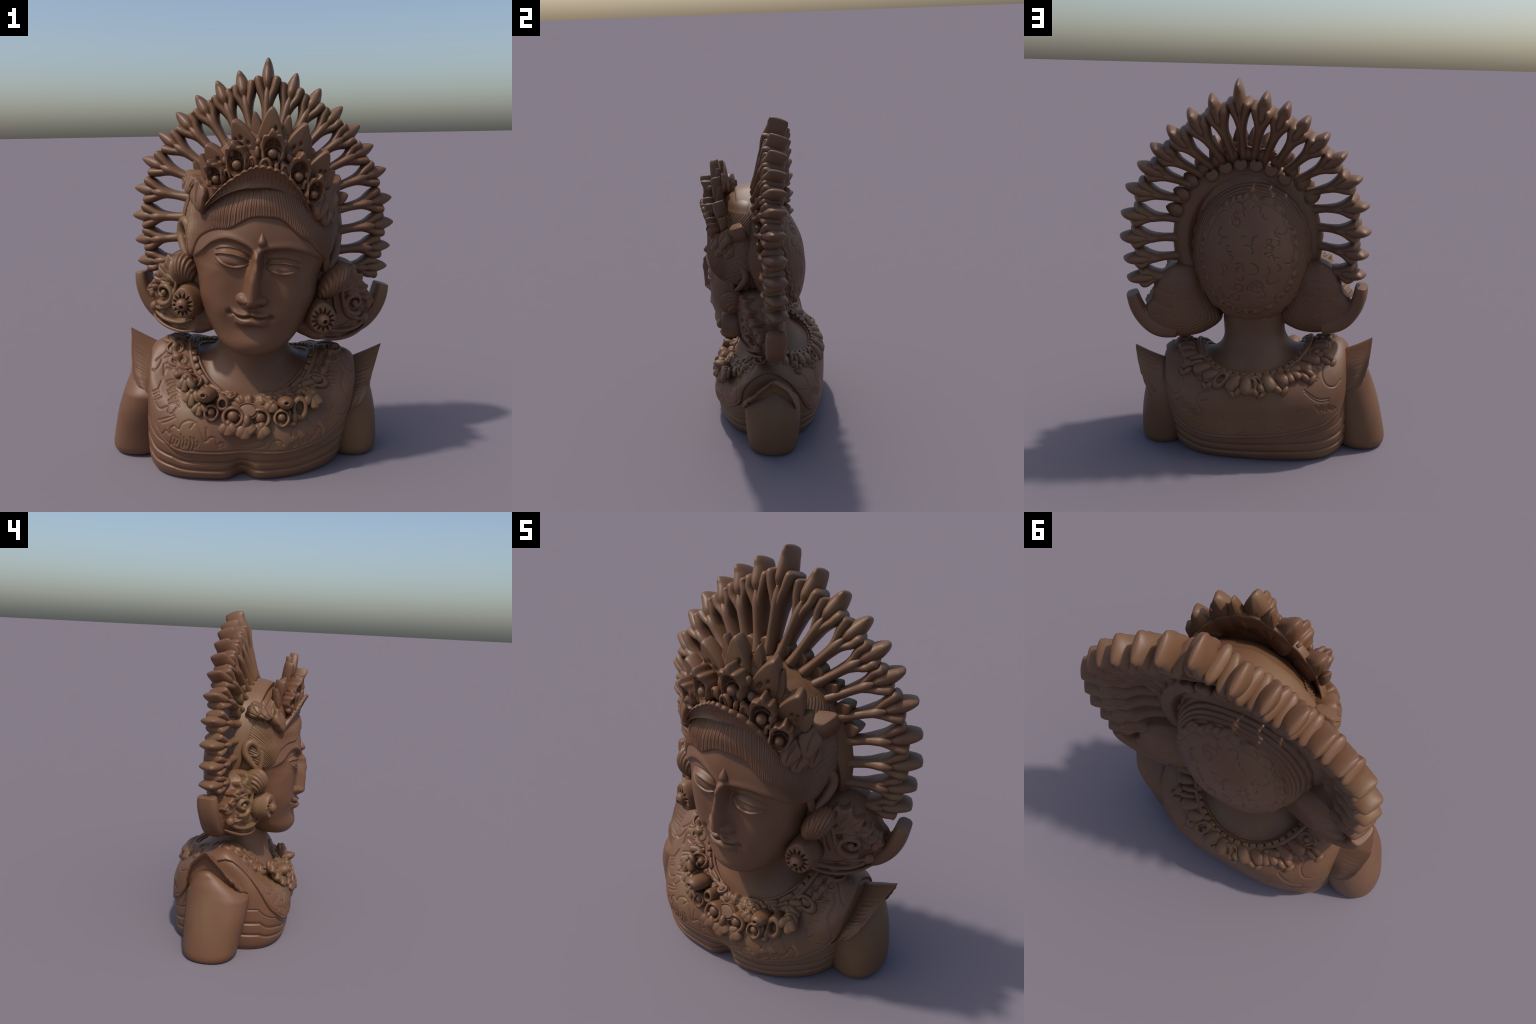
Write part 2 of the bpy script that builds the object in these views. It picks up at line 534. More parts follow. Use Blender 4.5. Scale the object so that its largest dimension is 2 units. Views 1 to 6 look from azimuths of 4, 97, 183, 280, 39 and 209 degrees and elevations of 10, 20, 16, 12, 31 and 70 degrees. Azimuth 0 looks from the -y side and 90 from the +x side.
left = [(0, -.44, -.740, -.115, .200), (.14, -.42, -.712, -.135, .205), (.26, -.40, -.682, -.158, .205),
        (.34, -.38, -.655, -.163, .205), (.38, -.38, -.640, -.135, .203), (.42, -.38, -.625, -.085, .195), (.46, -.38, -.605, -.030, .180), (.495, -.39, -.585, .025, .150), (.512, -.42, -.56, .06, .11)]
right = [(0, .40, .662, -.075, .235), (.15, .38, .660, -.085, .250), (.25, .38, .648, -.088, .256),
         (.31, .37, .636, -.080, .253), (.345, .36, .625, -.055, .245), (.375, .37, .610, -.020, .225), (.40, .38, .595, .02, .195), (.42, .40, .58, .06, .15), (.428, .44, .56, .09, .12)]
make('arm', *build_arm(left, None), root)
make('arm', *build_arm(right, None), root)


LIP = [  # distance from the point: back(y), down(z), inwards(x)
    (-.262, -.315, .125), (-.241, -.283, .100), (-.204, -.236, .055), (-.167, -.175, .028), (-.127, -.140, .020), (-.085, -.088, .012), (-.034, -.034, .006),
    (0, 0, 0), (.046, -.034, .006), (.088, -.083, .014), (.113, -.152, .030), (.128, -.230, .060), (.135, -.315, .115)]


def build_cap(sx, tip, lean_in):
    """pointed cap sleeve: from the bodice edge out to a flared lip and back under to the arm"""
    n = 120
    lip = np.array([tip + A(-sx * (c * (1 - lean_in) + lean_in * .48 * abs(b) + .085 * float(smooth(abs(b), .215, .315))), a, b) for a, b, c in LIP])
    rt = np.array([A(sx * .488 + .008 * sx * (abs(a) > .2), tip[1] + a * .98 - .01, tip[2] - .075 + b * .74 - .02 * (a / .26) ** 2) for a, b, c in LIP])
    rt[:, 0] += -.015 + ROLL * rt[:, 2]
    for i_ in (0, 1, -2, -1):
        rt[i_, 0] -= sx * (.05 if i_ in (0, -1) else .02)
    un = np.array([A(sx * (abs(tip[0]) - .046 - .05 * lean_in - c * .8 - .06 * float(smooth(abs(b), .215, .315))), tip[1] + a * .86, tip[2] - .128 + b * .66) for a, b, c in LIP])
    B, Lp, U = spline(rt, n), spline(lip, n), spline(un, n)
    inn = A(-sx * .03, 0, 0)
    out = unit(Lp - B)
    dn = unit(U - Lp)
    w = (np.linalg.norm(Lp - B, axis=1) * .3)[:, None]
    along = (np.linspace(-1, 1, n) * 1.4).clip(-1, 1)[:, None]
    bul = A(0, 1, 0) * along * .020 * np.sin(PI * np.linspace(.02, .98, n))[:, None] ** .5
    ctrl = [B + inn, B + bul * .5, B + (Lp - B) * .5 - A(0, 0, .06) * w + bul, Lp - out * .018, Lp + out * .004, Lp + dn * .022 + out * .004, (Lp + U) / 2 + A(-sx * .012, 0, .006), U, U + inn]
    V = np.array([spline(np.array([c[i] for c in ctrl]), 64) for i in range(n)]).transpose(1, 0, 2)
    t = np.linspace(0, 1, n)[None]; s_ = np.linspace(0, 8, 64)[:, None]
    outm = smooth(s_, 1.6, 2.0) * (1 - smooth(s_, 2.6, 3.0))
    g = np.clip(np.sin(t * 2 * PI * 34), 0, 1) ** 2 * (smooth(t, .14, .18) * (1 - smooth(t, .44, .50)) + smooth(t, .62, .68) * (1 - smooth(t, .84, .88)))
    V = V - (outm * g)[..., None] * A(sx * .002, -.003 * np.sign(0), 0.006)
    lipb = smooth(s_, 3.6, 4.4) * (1 - smooth(s_, 5, 6.5)) * np.abs(np.sin(t * PI * 16)) * (smooth(t, .1, .15) * (1 - smooth(t, .3, .38)) + smooth(t, .75, .8) * (1 - smooth(t, .92, .96)))
    V = V + lipb[..., None] * A(sx * .004, 0, -.006)
    F = grid_faces(V.shape[0], n)
    if sx > 0:
        F = F[:, ::-1]
    return V.reshape(-1, 3), F


make('shoulder_cap', *build_cap(-1, A(-.622, .082, .637), .15), root)
make('shoulder_cap', *build_cap(1, A(.684, .112, .545), .9), root)

# ------------------------------------------------------------------ necklace
psis = np.linspace(0, 2 * PI, 400, endpoint=False)
rimP = torso_surface(np.full(400, 11.0), psis, False)
rimN = np.array([torso_frame(11.0, p)[3] for p in psis])
dip = gauss((np.minimum(psis, 2 * PI - psis)), .16)[:, None]
rimP = rimP + rimN * .016 - A(0, .012, .045) * dip
NECK = make('necklace', *closed_tube(rimP, .0135, 14), root)
inP = torso_surface(np.full(400, 11.95), psis, False)
inN = np.array([torso_frame(11.95, p)[3] for p in psis])
dip2 = gauss((np.minimum(psis, 2 * PI - psis)), .12)[:, None]
inP = inP + inN * .004 - A(0, .004, .022) * dip2
make('collar_edge', *closed_tube(inP, .0085, 12), NECK)
midP = (rimP + inP) / 2
make('collar_band', *closed_tube(midP - unit(rimN + inN) * .012, .020, 14, up=None, flat=.8), NECK)
# beads lying between the two edges
nb = 58
step = 2 * PI / nb
i = 0
ang = .10
while ang < 2 * PI - .1:
    fr = abs(math.sin(ang / 2))
    ln = .040 if min(ang, 2 * PI - ang) < .9 else .018
    j = int(ang / (2 * PI) * 400) % 400
    w = midP[(j + 2) % 400] - midP[j - 2]
    T = unit(w); N_ = unit(rimN[j] + inN[j]); N_ = unit(N_ - (N_ @ T) * T); B_ = np.cross(T, N_)
    c = midP[j] + N_ * (.004 if ln > .03 else .007)
    e = np.array([T * ln, B_ * .016, N_ * .013])
    V, F = ball(c, 1.0, e, 12, 20, disp=lambda S: 1.0 / (np.abs(S) ** 4).sum(-1) ** .25 * .93)
    make('bead', V, F, NECK)
    ang += (ln * 2 + .004) / np.linalg.norm(midP[(j + 1) % 400] - midP[j]) * (2 * PI / 400)

# lumpy garland under the pendants
for k_, r_, sd in ((9.95, .026, 61), (9.2, .020, 62)):
    pg = np.linspace(0, 2 * PI, 520, endpoint=False)
    kk_ = np.where(np.cos(pg) > 0, k_, k_ - .25)
    gp = torso_surface(kk_, pg, False)
    V, F = closed_tube(gp, r_, 22)
    V = V.reshape(520, 22, 3)
    c_ = V.mean(1, keepdims=True)
    lob = .20 * np.sin(pg * 46)[:, None, None] - .45 * smooth(-np.cos(pg), .1, .5)[:, None, None]
    if sd == 62:
        low = np.abs(((pg + PI) % (2 * PI)) - PI)
        lob = lob - .75 * smooth(low, .62, .75)[:, None, None] * (1 - smooth(low, 1.9, 2.1))[:, None, None]
    V = c_ + (V - c_) * (1 + lob + .22 * waves(V, 90, sd)[..., None])
    make('garland', V.reshape(-1, 3), F, NECK, kind='stuff')


# ---- pendants
def petal_outline(w, l, tip=.35, n=24):
    """drop shaped outline, point downwards (-y), length l, half-width w"""
    t = np.linspace(0, 2 * PI, n, endpoint=False)
    x = w * np.sin(t) * (1 - tip * np.clip(-np.cos(t), 0, 1) ** 2 * .9)
    y = l / 2 * np.cos(t)
    return np.stack([x, y], -1)


def pend_leaf(fr, w, l, h, seed):
    """three curled lobes hanging from one stalk"""
    r = np.random.default_rng(seed)
    O, X, Y, N = fr
    parts = []
    for k, an in enumerate((-.62, .0, .62)):
        an += r.normal(0, .1)
        d = -Y * math.cos(an) + X * math.sin(an)
        L = l * (.62 if k != 1 else .72)
        st = O + Y * l * .36
        path = spline([st + N * h * .25, st + d * L * .45 + N * h * .62, st + d * L * .85 + N * h * .66, st + d * L * 1.12 + N * h * (.40 + .3 * r.uniform())], 30)
        u = np.linspace(0, 1, 30)
        rw = w * curve([0, .3, .7, .9, 1], [.22, .40, .46, .33, .05])(u)
        parts.append(sweep(path, rw, rw * .80 + .004, N, 16, 2.4))
    parts.append(ball(O + N * h * .2 + Y * l * .1, 1, np.array([X * w * .8, Y * l * .42, N * h * .5]), 14, 20))
    parts.append(ball(O + N * h * .72 + Y * l * .30, w * .34, None, 12, 16))
    return merge(parts)


def pend_cup(fr, w, l, h, seed):
    r = np.random.default_rng(seed)
    o = petal_outline(w, l, .1)
    def hf(s, a, uv):
        return -h * .75 * (1 - smooth(s, .50, .72)) + h * .1 * np.cos(3 * a)
    V, F = plate(o, fr, h, .22, .03, 0, hf, 20, 64)
    O, X, Y, N = fr
    b = ball(O + N * h * .55 + Y * l * .05, w * .48, None, 14, 20)
    return merge([(V, F), b])


def pend_bell(fr, w, l, h, seed):
    o = petal_outline(w, l * .8, .1)
    def hf(s, a, uv):
        return h * 1.0 * np.sqrt(np.clip(1 - s**2, 0, 1)) - h * .32 * (1 - smooth(s, .14, .24)) + h * .22 * gauss(s, .09) + h * .10 * gauss(s - .34, .07)
    return plate(o, fr, h * .6, .4, .03, 0, hf, 26, 64)


def pend_loop(fr, w, l, h, seed):
    o = petal_outline(w * .85, l * 1.1, -.15)
    def hf(s, a, uv):
        return -h * .9 * (1 - smooth(s, .38, .55))
    return plate(o, fr, h, .3, .03, 0, hf, 22, 64)


def pend_twin(fr, w, l, h, seed):
    O, X, Y, N = fr
    parts = [ball(O + N * h * .4 + X * w * .42 * sgn + Y * l * (.10 - .05 * sgn), 1, np.array([X * w * .5, Y * l * .52, N * h * .75]), 14, 20) for sgn in (-1, 1)]
    parts.append(ball(O + N * h * .35 - Y * l * .42, 1, np.array([X * w * .8, Y * l * .25, N * h * .7]), 14, 20))
    return merge(parts)


def pend_drop(fr, w, l, h, seed):
    """hanging drop with a bead at its foot"""
    O, X, Y, N = fr
    path = spline([O + Y * l * .45 + N * h * .3, O + Y * l * .15 + N * h * .5, O - Y * l * .2 + N * h * .52, O - Y * l * .5 + N * h * .25], 28)
    u = np.linspace(0, 1, 28)
    rw = w * curve([0, .15, .6, .85, 1], [.45, .62, .80, .62, .08])(u)
    parts = [sweep(path, rw, rw * .85, N, 18, 2.2)]
    for sg in (-1, 1):
        p2 = spline([O + X * sg * w * .55 + Y * l * .4 + N * h * .2, O + X * sg * w * .80 + N * h * .35, O + X * sg * w * .55 - Y * l * .38 + N * h * .25], 20)
        parts.append(sweep(p2, w * .26 * np.sin(np.linspace(.3, PI - .2, 20)) ** .5, w * .36 * np.sin(np.linspace(.3, PI - .2, 20)) ** .5, N, 12))
    return merge(parts)


KINDS = [pend_leaf, pend_cup, pend_loop, pend_twin, pend_bell]
# ring of pendants (front ones are placed one by one below)
pend = []
for sgn in (-1, 1):
    for a in np.arange(.80, 3.10, .175):
        pend.append(sgn * a)
pend.append(PI)
seq = [1, 0, 2, 1, 2, 1, 3, 1, 2, 3, 0, 3, 2]
for i, a in enumerate(pend):
    kd = seq[i % len(seq)] if abs(a) < 3.1 else 2
    fn_ = pend_drop if (abs(a) > 1.75 and i % 3 != 1) else KINDS[kd]
    side = abs(math.sin(a))
    kpos = 10.2 - .75 * (1 - side) if abs(a) > PI / 2 else 9.95
    P, X, Y, N = torso_frame(kpos, a % (2 * PI))
    w = rng.uniform(.041, .048) * (.95 if abs(a) > 2 else 1); l = rng.uniform(.095, .12); h = rng.uniform(.040, .055)
    tilt = rng.normal(0, .12)
    X2 = X * math.cos(tilt) + Y * math.sin(tilt); Y2 = np.cross(N, X2)
    sd_ = float(smooth(side, .75, .95))
    h *= (1 - .3 * sd_) * (.8 if abs(a) > 2 else 1)
    V, F = fn_((P - N * (.006 + .008 * sd_), X2, Y2, N), w, l, h, i)
    make('pendant', V, F, NECK)
    if abs(a) > 1.9 and i % 2 == 0:      # second, lower row at the back
        P, X, Y, N = torso_frame(kpos - 1.15, (a + .08) % (2 * PI))
        V, F = pend_twin((P - N * .004, X, Y, N), w * .95, l * .65, h * .9, i + 50)
        make('pendant', V, F, NECK)


for i, a in enumerate(np.arange(-1.0, 1.01, .155)):
    if abs(a) < .2:
        continue
    P, X, Y, N = torso_frame(10.15, a % (2 * PI))
    fn = (pend_twin, pend_leaf, pend_loop)[i % 3]
    make('pendant', *fn((P - N * .004, X, Y, N), rng.uniform(.026, .032), rng.uniform(.055, .07), rng.uniform(.026, .036), 200 + i), NECK)


def front_frame(p, up=(0, .45, 1), n=None):
    p = A(*p) + A(0, .008, 0)
    n = A(.5 * (p[0] - .02), -1, .35) if n is None else A(*n)
    return frame(p, n, up)


FP = [  # kind, position, half-width, length, height
    (pend_bell, (-.178, -.285, .412), .042, .085, .046),
    (pend_bell, (.198, -.268, .370), .037, .075, .044),
    (pend_cup, (-.048, -.318, .318), .052, .100, .040),
    (pend_cup, (.076, -.305, .306), .050, .098, .040),
    (pend_cup, (-.150, -.312, .335), .036, .080, .036),
    (pend_cup, (.178, -.298, .305), .038, .085, .036),
    (pend_loop, (-.098, -.290, .372), .034, .062, .040),
    (pend_leaf, (.130, -.275, .352), .040, .055, .036),
    (pend_loop, (.262, -.250, .338), .042, .105, .042),
    (pend_leaf, (-.245, -.272, .395), .038, .090, .038),
    (pend_leaf, (.325, -.225, .372), .044, .095, .036),
    (pend_leaf, (-.070, -.335, .268), .050, .070, .036),
    (pend_leaf, (.085, -.325, .255), .052, .070, .036),
    (pend_leaf, (.010, -.332, .258), .060, .085, .040),
    (pend_leaf, (-.205, -.305, .350), .032, .07, .03),
    (pend_leaf, (-.278, -.245, .455), .036, .09, .036),
    (pend_twin, (.225, -.285, .300), .03, .06, .03)]
for i, (fn, p, w, l, h) in enumerate(FP):
    make('pendant', *fn(front_frame(p), w * 1.12, l * 1.08, h * 1.15, 100 + i), NECK)
make('pendant', *ball((.018, -.352, .318), 1, np.array([[.018, 0, 0], [0, .02, 0], [0, .006, .028]])), NECK)
# crescent in the middle of the collar
O, X, Y, N = frame((.020, -.303, .338), (0, -1, .75), (0, .6, 1))
t = np.linspace(0, 2 * PI, 32, endpoint=False)
o = np.stack([.056 * np.sin(t), .042 * np.cos(t)], -1)
make('crescent', *plate(o, (O, X, Y, N), .030, .18, .03, .004,
                        lambda s, a, uv: -.012 * gauss(s - .78, .05), 24, 80), NECK)

# ------------------------------------------------------------------ head
HZ = [.600, .605, .615, .640, .678, .725, .782, .87, .95, 1.0, 1.05, 1.12, 1.20, 1.30, 1.40, 1.48, 1.535, 1.56]
HW = [.030, .062, .098, .145, .187, .221, .253, .281, .292, .303, .320, .346, .362, .355, .315, .245, .15, .03]
HF = [-.245, -.268, -.293, -.316, -.323, -.321, -.320, -.322, -.325, -.329, -.336, -.351, -.345, -.320, -.292, -.235, -.17, -.09]
HB = [-.20, -.17, -.13, -.07, -.02, .05, .08, .09, .09, .09, .09, .09, .09, .09, .08, .06, .02, -.06]
fW, fF, fB = curve(HZ, HW), curve(HZ, HF), curve(HZ, HB)
fN = curve([.58, .65, .75, .9, 1.03, 1.10, 1.18, 1.26, 1.6], [2.1, 2.3, 2.6, 2.9, 2.9, 2.5, 2.0, 1.72, 1.8])
hx = lambda z: .047 + (z - .58) * .055


def head_base(th, z):
    w, f, b = fW(z), fF(z), fB(z)
    q = smooth(z, .6, .92)
    y0 = -.05 * q + (f + (b - f) * .6) * (1 - q)
    n = fN(z)
    S, C = np.sin(th), np.cos(th)
    e = 2 / n
    x = hx(z) + w * np.sign(S) * np.abs(S) ** e
    y = np.where(C >= 0, y0 + (f - y0) * np.abs(C) ** e, y0 + (b - y0) * np.abs(C))
    return np.stack([x, y, z * np.ones_like(x)], -1)


BROW_L = curve([-.26, -.185, -.13, -.062, .02, .062, .078], [1.06, 1.118, 1.162, 1.180, 1.157, 1.128, 1.112])
BROW_R = curve([.078, .095, .13, .195, .27, .349, .42], [1.112, 1.121, 1.132, 1.136, 1.122, 1.085, 1.03])


def eye_local(x, z, inner, outer):
    i, o = A(*inner), A(*outer)
    m = (i + o) / 2; d = o - i; L = np.linalg.norm(d); d /= L
    n = A(-d[1], d[0]); n = n if n[1] > 0 else -n
    u = ((x - m[0]) * d[0] + (z - m[1]) * d[1]) / (L / 2)
    v = (x - m[0]) * n[0] + (z - m[1]) * n[1]
    return u, v


EYES = [((.040, 1.066), (-.116, 1.100), .020, .029, 1.0), ((.118, 1.050), (.268, 1.031), .016, .023, .8)]


def face_relief(x, z):
    """forward displacement (towards -y) of the face features"""
    h = np.zeros_like(x)
    # brow edge and eye sockets
    zb = np.where(x < .078, BROW_L(x), BROW_R(x))
    t = zb - z
    sock = (1 - np.exp(-(np.clip(t, 0, 1) / .017) ** 1.6)) * (1 - smooth(t, .05, .155))
    wide = gauss((x - .078) / .23, 1.0)
    h -= .034 * sock * (.35 + .65 * wide) * smooth(np.abs(x - .078), .0, .03)
    h += .005 * gauss(t + .006, .014) * wide
    # eyes
    for (i, o, up, dn, k) in EYES:
        u, v = eye_local(x, z, i, o)
        ins = np.clip(1 - u**2, 0, 1)
        top, bot = up * ins ** .75, -dn * ins ** .9
        inside = smooth(v - bot, -.003, .004) * smooth(top - v, -.003, .004) * (np.abs(u) < 1)
        bulge = np.sqrt(np.clip(1 - (u / 1.05) ** 2, 0, 1)) * np.sqrt(np.clip(1 - ((v + .002) / (up * 1.25)) ** 2, 0, 1))
        h += .020 * k * np.exp(-(u / .85) ** 4 - ((v - .002) / .042) ** 4)
        h += inside * (.011 * bulge - .009) * k
        win = (1 - smooth(np.abs(u), .92, 1.12))
        h += k * win * (.0105 * gauss(v - top - .005, .0055) + .0065 * gauss(v - bot + .005, .0060))
        h += k * win * .005 * gauss(v - top - .012, .010) * gauss(u, .9)
        h -= k * win * .006 * gauss(v - top * 1.2 - .021, .0032)
        h += k * win * .006 * gauss(v - top * 1.2 - .031, .010) * gauss(u, .8)
    # nose
    zt = np.clip((1.118 - z) / (1.118 - .895), 0, 1.4)
    cx = .079 - .028 * zt
    hw = .013 + .010 * zt ** 1.5
    pr = .041 + .008 * np.clip(zt, 0, 1)
    side = np.exp(-(np.abs(x - cx) / (hw + .010)) ** 3.2)
    up_end = smooth(1.135 - z, 0, .05)
    dn_end = smooth(z, .842, .884)
    h += pr * side * up_end * dn_end
    h += .020 * gauss(x - cx, .05) * smooth(1.09 - z, 0, .06) * smooth(z, .855, .90)
    # nostril wings
    for ax, az, r in ((.004, .900, .023), (.100, .890, .022)):
        d2 = ((x - ax) / r) ** 2 + ((z - az) / (r * .95)) ** 2
        h += .026 * np.sqrt(np.clip(1 - d2 * .62, 0, 1)) * np.exp(-d2 ** 2 * .5)
    h -= .012 * gauss(np.hypot((x - .018), (z - .872) * 1.4), .010) + .012 * gauss(np.hypot((x - .092), (z - .866) * 1.4), .010)
    # mouth
    mc, ml = A(.043, .818), A(-.048, .836)
    tt = (x - .043) / .092
    zm = .8175 + np.where(tt < 0, .018 * tt**2, -.010 * np.abs(tt) ** 1.2 + .006 * tt ** 2) + .004 * np.cos(tt * 5.5) * (1 - np.clip(np.abs(tt), 0, 1)) - .004
    v = z - zm
    win = np.clip(1 - tt**2, 0, 1)
    h += .016 * np.exp(-(tt / .95) ** 4) * gauss(v, .055)
    h += .022 * win ** .7 * np.exp(-((v - .014) / .0135) ** 2) * (1 - .35 * gauss(tt, .14))
    h += .030 * np.clip(1 - (tt / .84) ** 2, 0, 1) ** .7 * np.exp(-(np.abs(v + .023) / .0195) ** 2.8)
    h -= .013 * np.exp(-(tt / .98) ** 6) * gauss(v, .0045)
    h -= .016 * (gauss(np.hypot(x + .054, z - .835), .014) + gauss(np.hypot(x - .137, z - .806), .013))
    h += .010 * (gauss(np.hypot(x + .085, z - .84), .05) + gauss(np.hypot(x - .175, z - .81), .05))
    h -= .008 * gauss(x - .047, .06) * gauss(z - .755, .018)          # under the lip
    h += .016 * gauss(x - .05, .085) * gauss(z - .685, .045)           # chin
    h -= .007 * gauss(x - .047, .010) * gauss(z - .850, .018)          # philtrum
    # cheeks
    h += .016 * gauss(np.hypot(x + .12, z - .93), .10) + .014 * gauss(np.hypot(x - .22, z - .90), .10)
    return h


def head_surface(th, z):
    P = head_base(th, z)
    fw = smooth(np.cos(th), .05, .55)
    P[..., 1] -= face_relief(P[..., 0], P[..., 2]) * fw
    return P


def build_head():
    nf, nbk = 520, 120
    th = np.concatenate([np.linspace(-1.35, 1.35, nf), np.linspace(1.35, 2 * PI - 1.35, nbk + 2)[1:-1]])
    z = np.concatenate([.600 + .05 * np.linspace(0, 1, 30)[:-1] ** 1.6, np.linspace(.650, 1.30, 420)[:-1], np.linspace(1.30, 1.56, 60)])
    Z, T = np.meshgrid(z, th, indexing='ij')
    V = head_surface(T, Z)
    F = grid_faces(len(z), len(th), cv=True)
    Vf = V.reshape(-1, 3)
    fn = np.cross(Vf[F[:, 2]] - Vf[F[:, 0]], Vf[F[:, 3]] - Vf[F[:, 1]])
    nr = np.zeros_like(Vf)
    for i in range(4):
        np.add.at(nr, F[:, i], fn)
    nr = unit(nr)
    reg = np.zeros(Vf.shape[0], int)
    x, zz = Vf[:, 0], Vf[:, 2]
    fr = Vf[:, 1] < -.2
    for (i, o, up, dn, k) in EYES:
        u, v = eye_local(x, zz, i, o)
        ins = np.clip(1 - u**2, 0, 1)
        reg[fr & (np.abs(u) < 1) & (v < up * ins ** .75) & (v > -dn * ins ** .9)] = 1 if i[0] < .08 else 2
    reg[fr & (zz > .845) & (zz < 1.105) & (np.abs(x - (.079 - .028 * (1.118 - zz) / .223)) < .02 + .06 * smooth(zz, .95, .88))] = 3
    tt = (x - .043) / .09
    reg[fr & (np.abs(tt) < 1) & (np.abs(zz - (.810 - .012 * tt)) < .045 * np.sqrt(np.clip(1 - tt**2, 0, 1)))] = 4
    fr_ = reg[F[:, 0]]
    obj = None
    for r, nm in ((0, 'head'), (1, 'eye'), (2, 'eye'), (3, 'nose'), (4, 'mouth')):
        f = F[fr_ == r]
        u, inv = np.unique(f, return_inverse=True)
        ob = make(nm, Vf[u], inv.reshape(-1, 4), root if r == 0 else obj, normals=nr[u])
        if r == 0:
            obj = ob
    return obj


HEAD = build_head()

# forehead drop
t = np.linspace(0, 1, 24)
path = np.stack([np.full(24, .101) + .002 * t, -.352 + .012 * t, 1.140 + .068 * t], -1)
r = .0205 * np.sqrt(np.clip(1 - (1 - np.clip(t / .32, 0, 1)) ** 2, 0, 1)) * (1 - smooth(t, .25, 1.05)) ** .8
make('forehead_drop', *sweep(path, r, r * 1.3, (0, 1, 0), 20), HEAD)

# ------------------------------------------------------------------ hair
HAIRLINE = curve([-.32, -.275, -.235, -.205, -.165, -.105, -.045, .002, .046, .085, .12, .186, .222, .268, .32, .365, .40, .45],
                 [1.02, 1.03, 1.075, 1.150, 1.188, 1.211, 1.216, 1.240, 1.263, 1.268, 1.267, 1.254, 1.224, 1.175, 1.140, 1.075, 1.01, .99])


def build_hair():
    nu, nv = 760, 130
    th = np.linspace(-1.95, 1.95, nu)
    zt = 1.47
    x = hx(1.15) + fW(1.15) * np.sin(th)
    zh = HAIRLINE(x)
    for _ in range(6):
        x = head_base(th, zh)[..., 0]
        zh = .5 * zh + .5 * HAIRLINE(x)
    zh = np.where(np.abs(th) > PI / 2, 1.0, zh)
    k = np.ones(31) / 31
    zh = np.convolve(np.pad(zh, 15, mode='edge'), k, 'valid') * .5 + zh * .5
    v = np.concatenate([[0, 0, 0.004], np.linspace(.008, 1, nv)])
    Z = zh[None] + (zt - zh)[None] * v[:, None]
    T = np.repeat(th[None], len(v), 0)
    P = head_base(T, Z)
    d = .002
    a = head_base(T + d, Z) - head_base(T - d, Z); b = head_base(T, Z + d) - head_base(T, Z - d)
    N = unit(np.cross(a, b))
    rise = np.sqrt(np.clip(1 - (1 - np.clip(v / .05, 0, 1)) ** 2, 0, 1))[:, None]
    h = -.012 + (.012 + .011) * rise * np.ones_like(Z)
    h = h - .004 * smooth(v, .45, 1)[:, None]
    h = h + .011 * np.exp(-((v - .28) / .2) ** 2)[:, None] * smooth(1.2 - np.abs(T), 0, .7)
    # waves of the lower hair edge and strands
    arc = P[..., 0] * 1.0
    side = smooth(np.abs(T), .75, 1.25)
    aT = np.abs(T)
    fT = np.where(aT < .8, aT, .8 + .55 * (1 - np.exp(-(aT - .8) / .55)))
    hT = smooth(aT, .35, 1.25)
    sf = .31 * fT + hT * (1.46 - Z) * .85 + .03 * aT * v[:, None] + .004 * waves(P, 16, 21)
    g = np.sin(sf * 2 * PI / .0125) + .5 * np.sin(sf * 2 * PI / .0079 + 2)
    amp = .0032 * (.55 + .45 * np.clip(waves(P, 9, 23), -1, 1)) * smooth(v, .01, .06)[:, None]
    h = h + amp * g + .004 * waves(P, 10, 24) * rise
    V = P + N * h[..., None]
    return V.reshape(-1, 3), grid_faces(len(v), nu)


HAIR = make('hair', *build_hair(), HEAD)

# ------------------------------------------------------------------ ears (small curls partly covered by hair)
def build_ear(c, sx, s=1.0):
    c = A(*c)
    out = A(sx, -.35, 0)
    O, X, Y, N = frame(c, out, (0, 0.1, 1))
    X = X * (1 if (X @ A(0, 1, 0)) > 0 else -1)       # X points to the back of the head
    parts = []
    # shell
    pts = [(-.030, -.075), (-.010, -.050), (.018, -.010), (.038, .030), (.030, .070), (.000, .088), (-.030, .070), (-.042, .035), (-.030, .010), (-.008, .012)]
    path = np.array([O + X * a * s + Y * b * s + N * (.012 + .012 * math.sin(i * .7)) for i, (a, b) in enumerate(pts)])
    path = spline(path, 80)
    tt = np.linspace(0, 1, 80)
    r = (.010 + .013 * np.sin(PI * np.clip(tt * .9 + .1, 0, 1)))
    parts.append(sweep(path, r, r * 1.25, N, 18))
    # lobe / lock in front
    pts = [(-.060, .035), (-.058, -.010), (-.050, -.050), (-.036, -.080), (-.016, -.086), (-.006, -.072)]
    path = spline(np.array([O + X * a * s + Y * b * s + N * .006 for a, b in pts]), 50)
    tt = np.linspace(0, 1, 50)
    r = .016 * np.sin(PI * (tt * .8 + .2)) ** .6 + .002
    parts.append(sweep(path, r, r, N, 16))
    # conch floor
    parts.append(ball(O - N * .022, 1, np.array([X * .05 * s, Y * .09 * s, N * .03]), 16, 24))
    return merge(parts)


make('ear', *build_ear((-.272, -.092, 1.140), -1, 1.05), HEAD)
make('ear', *build_ear((.405, -.088, 1.072), 1, 1.05), HEAD)

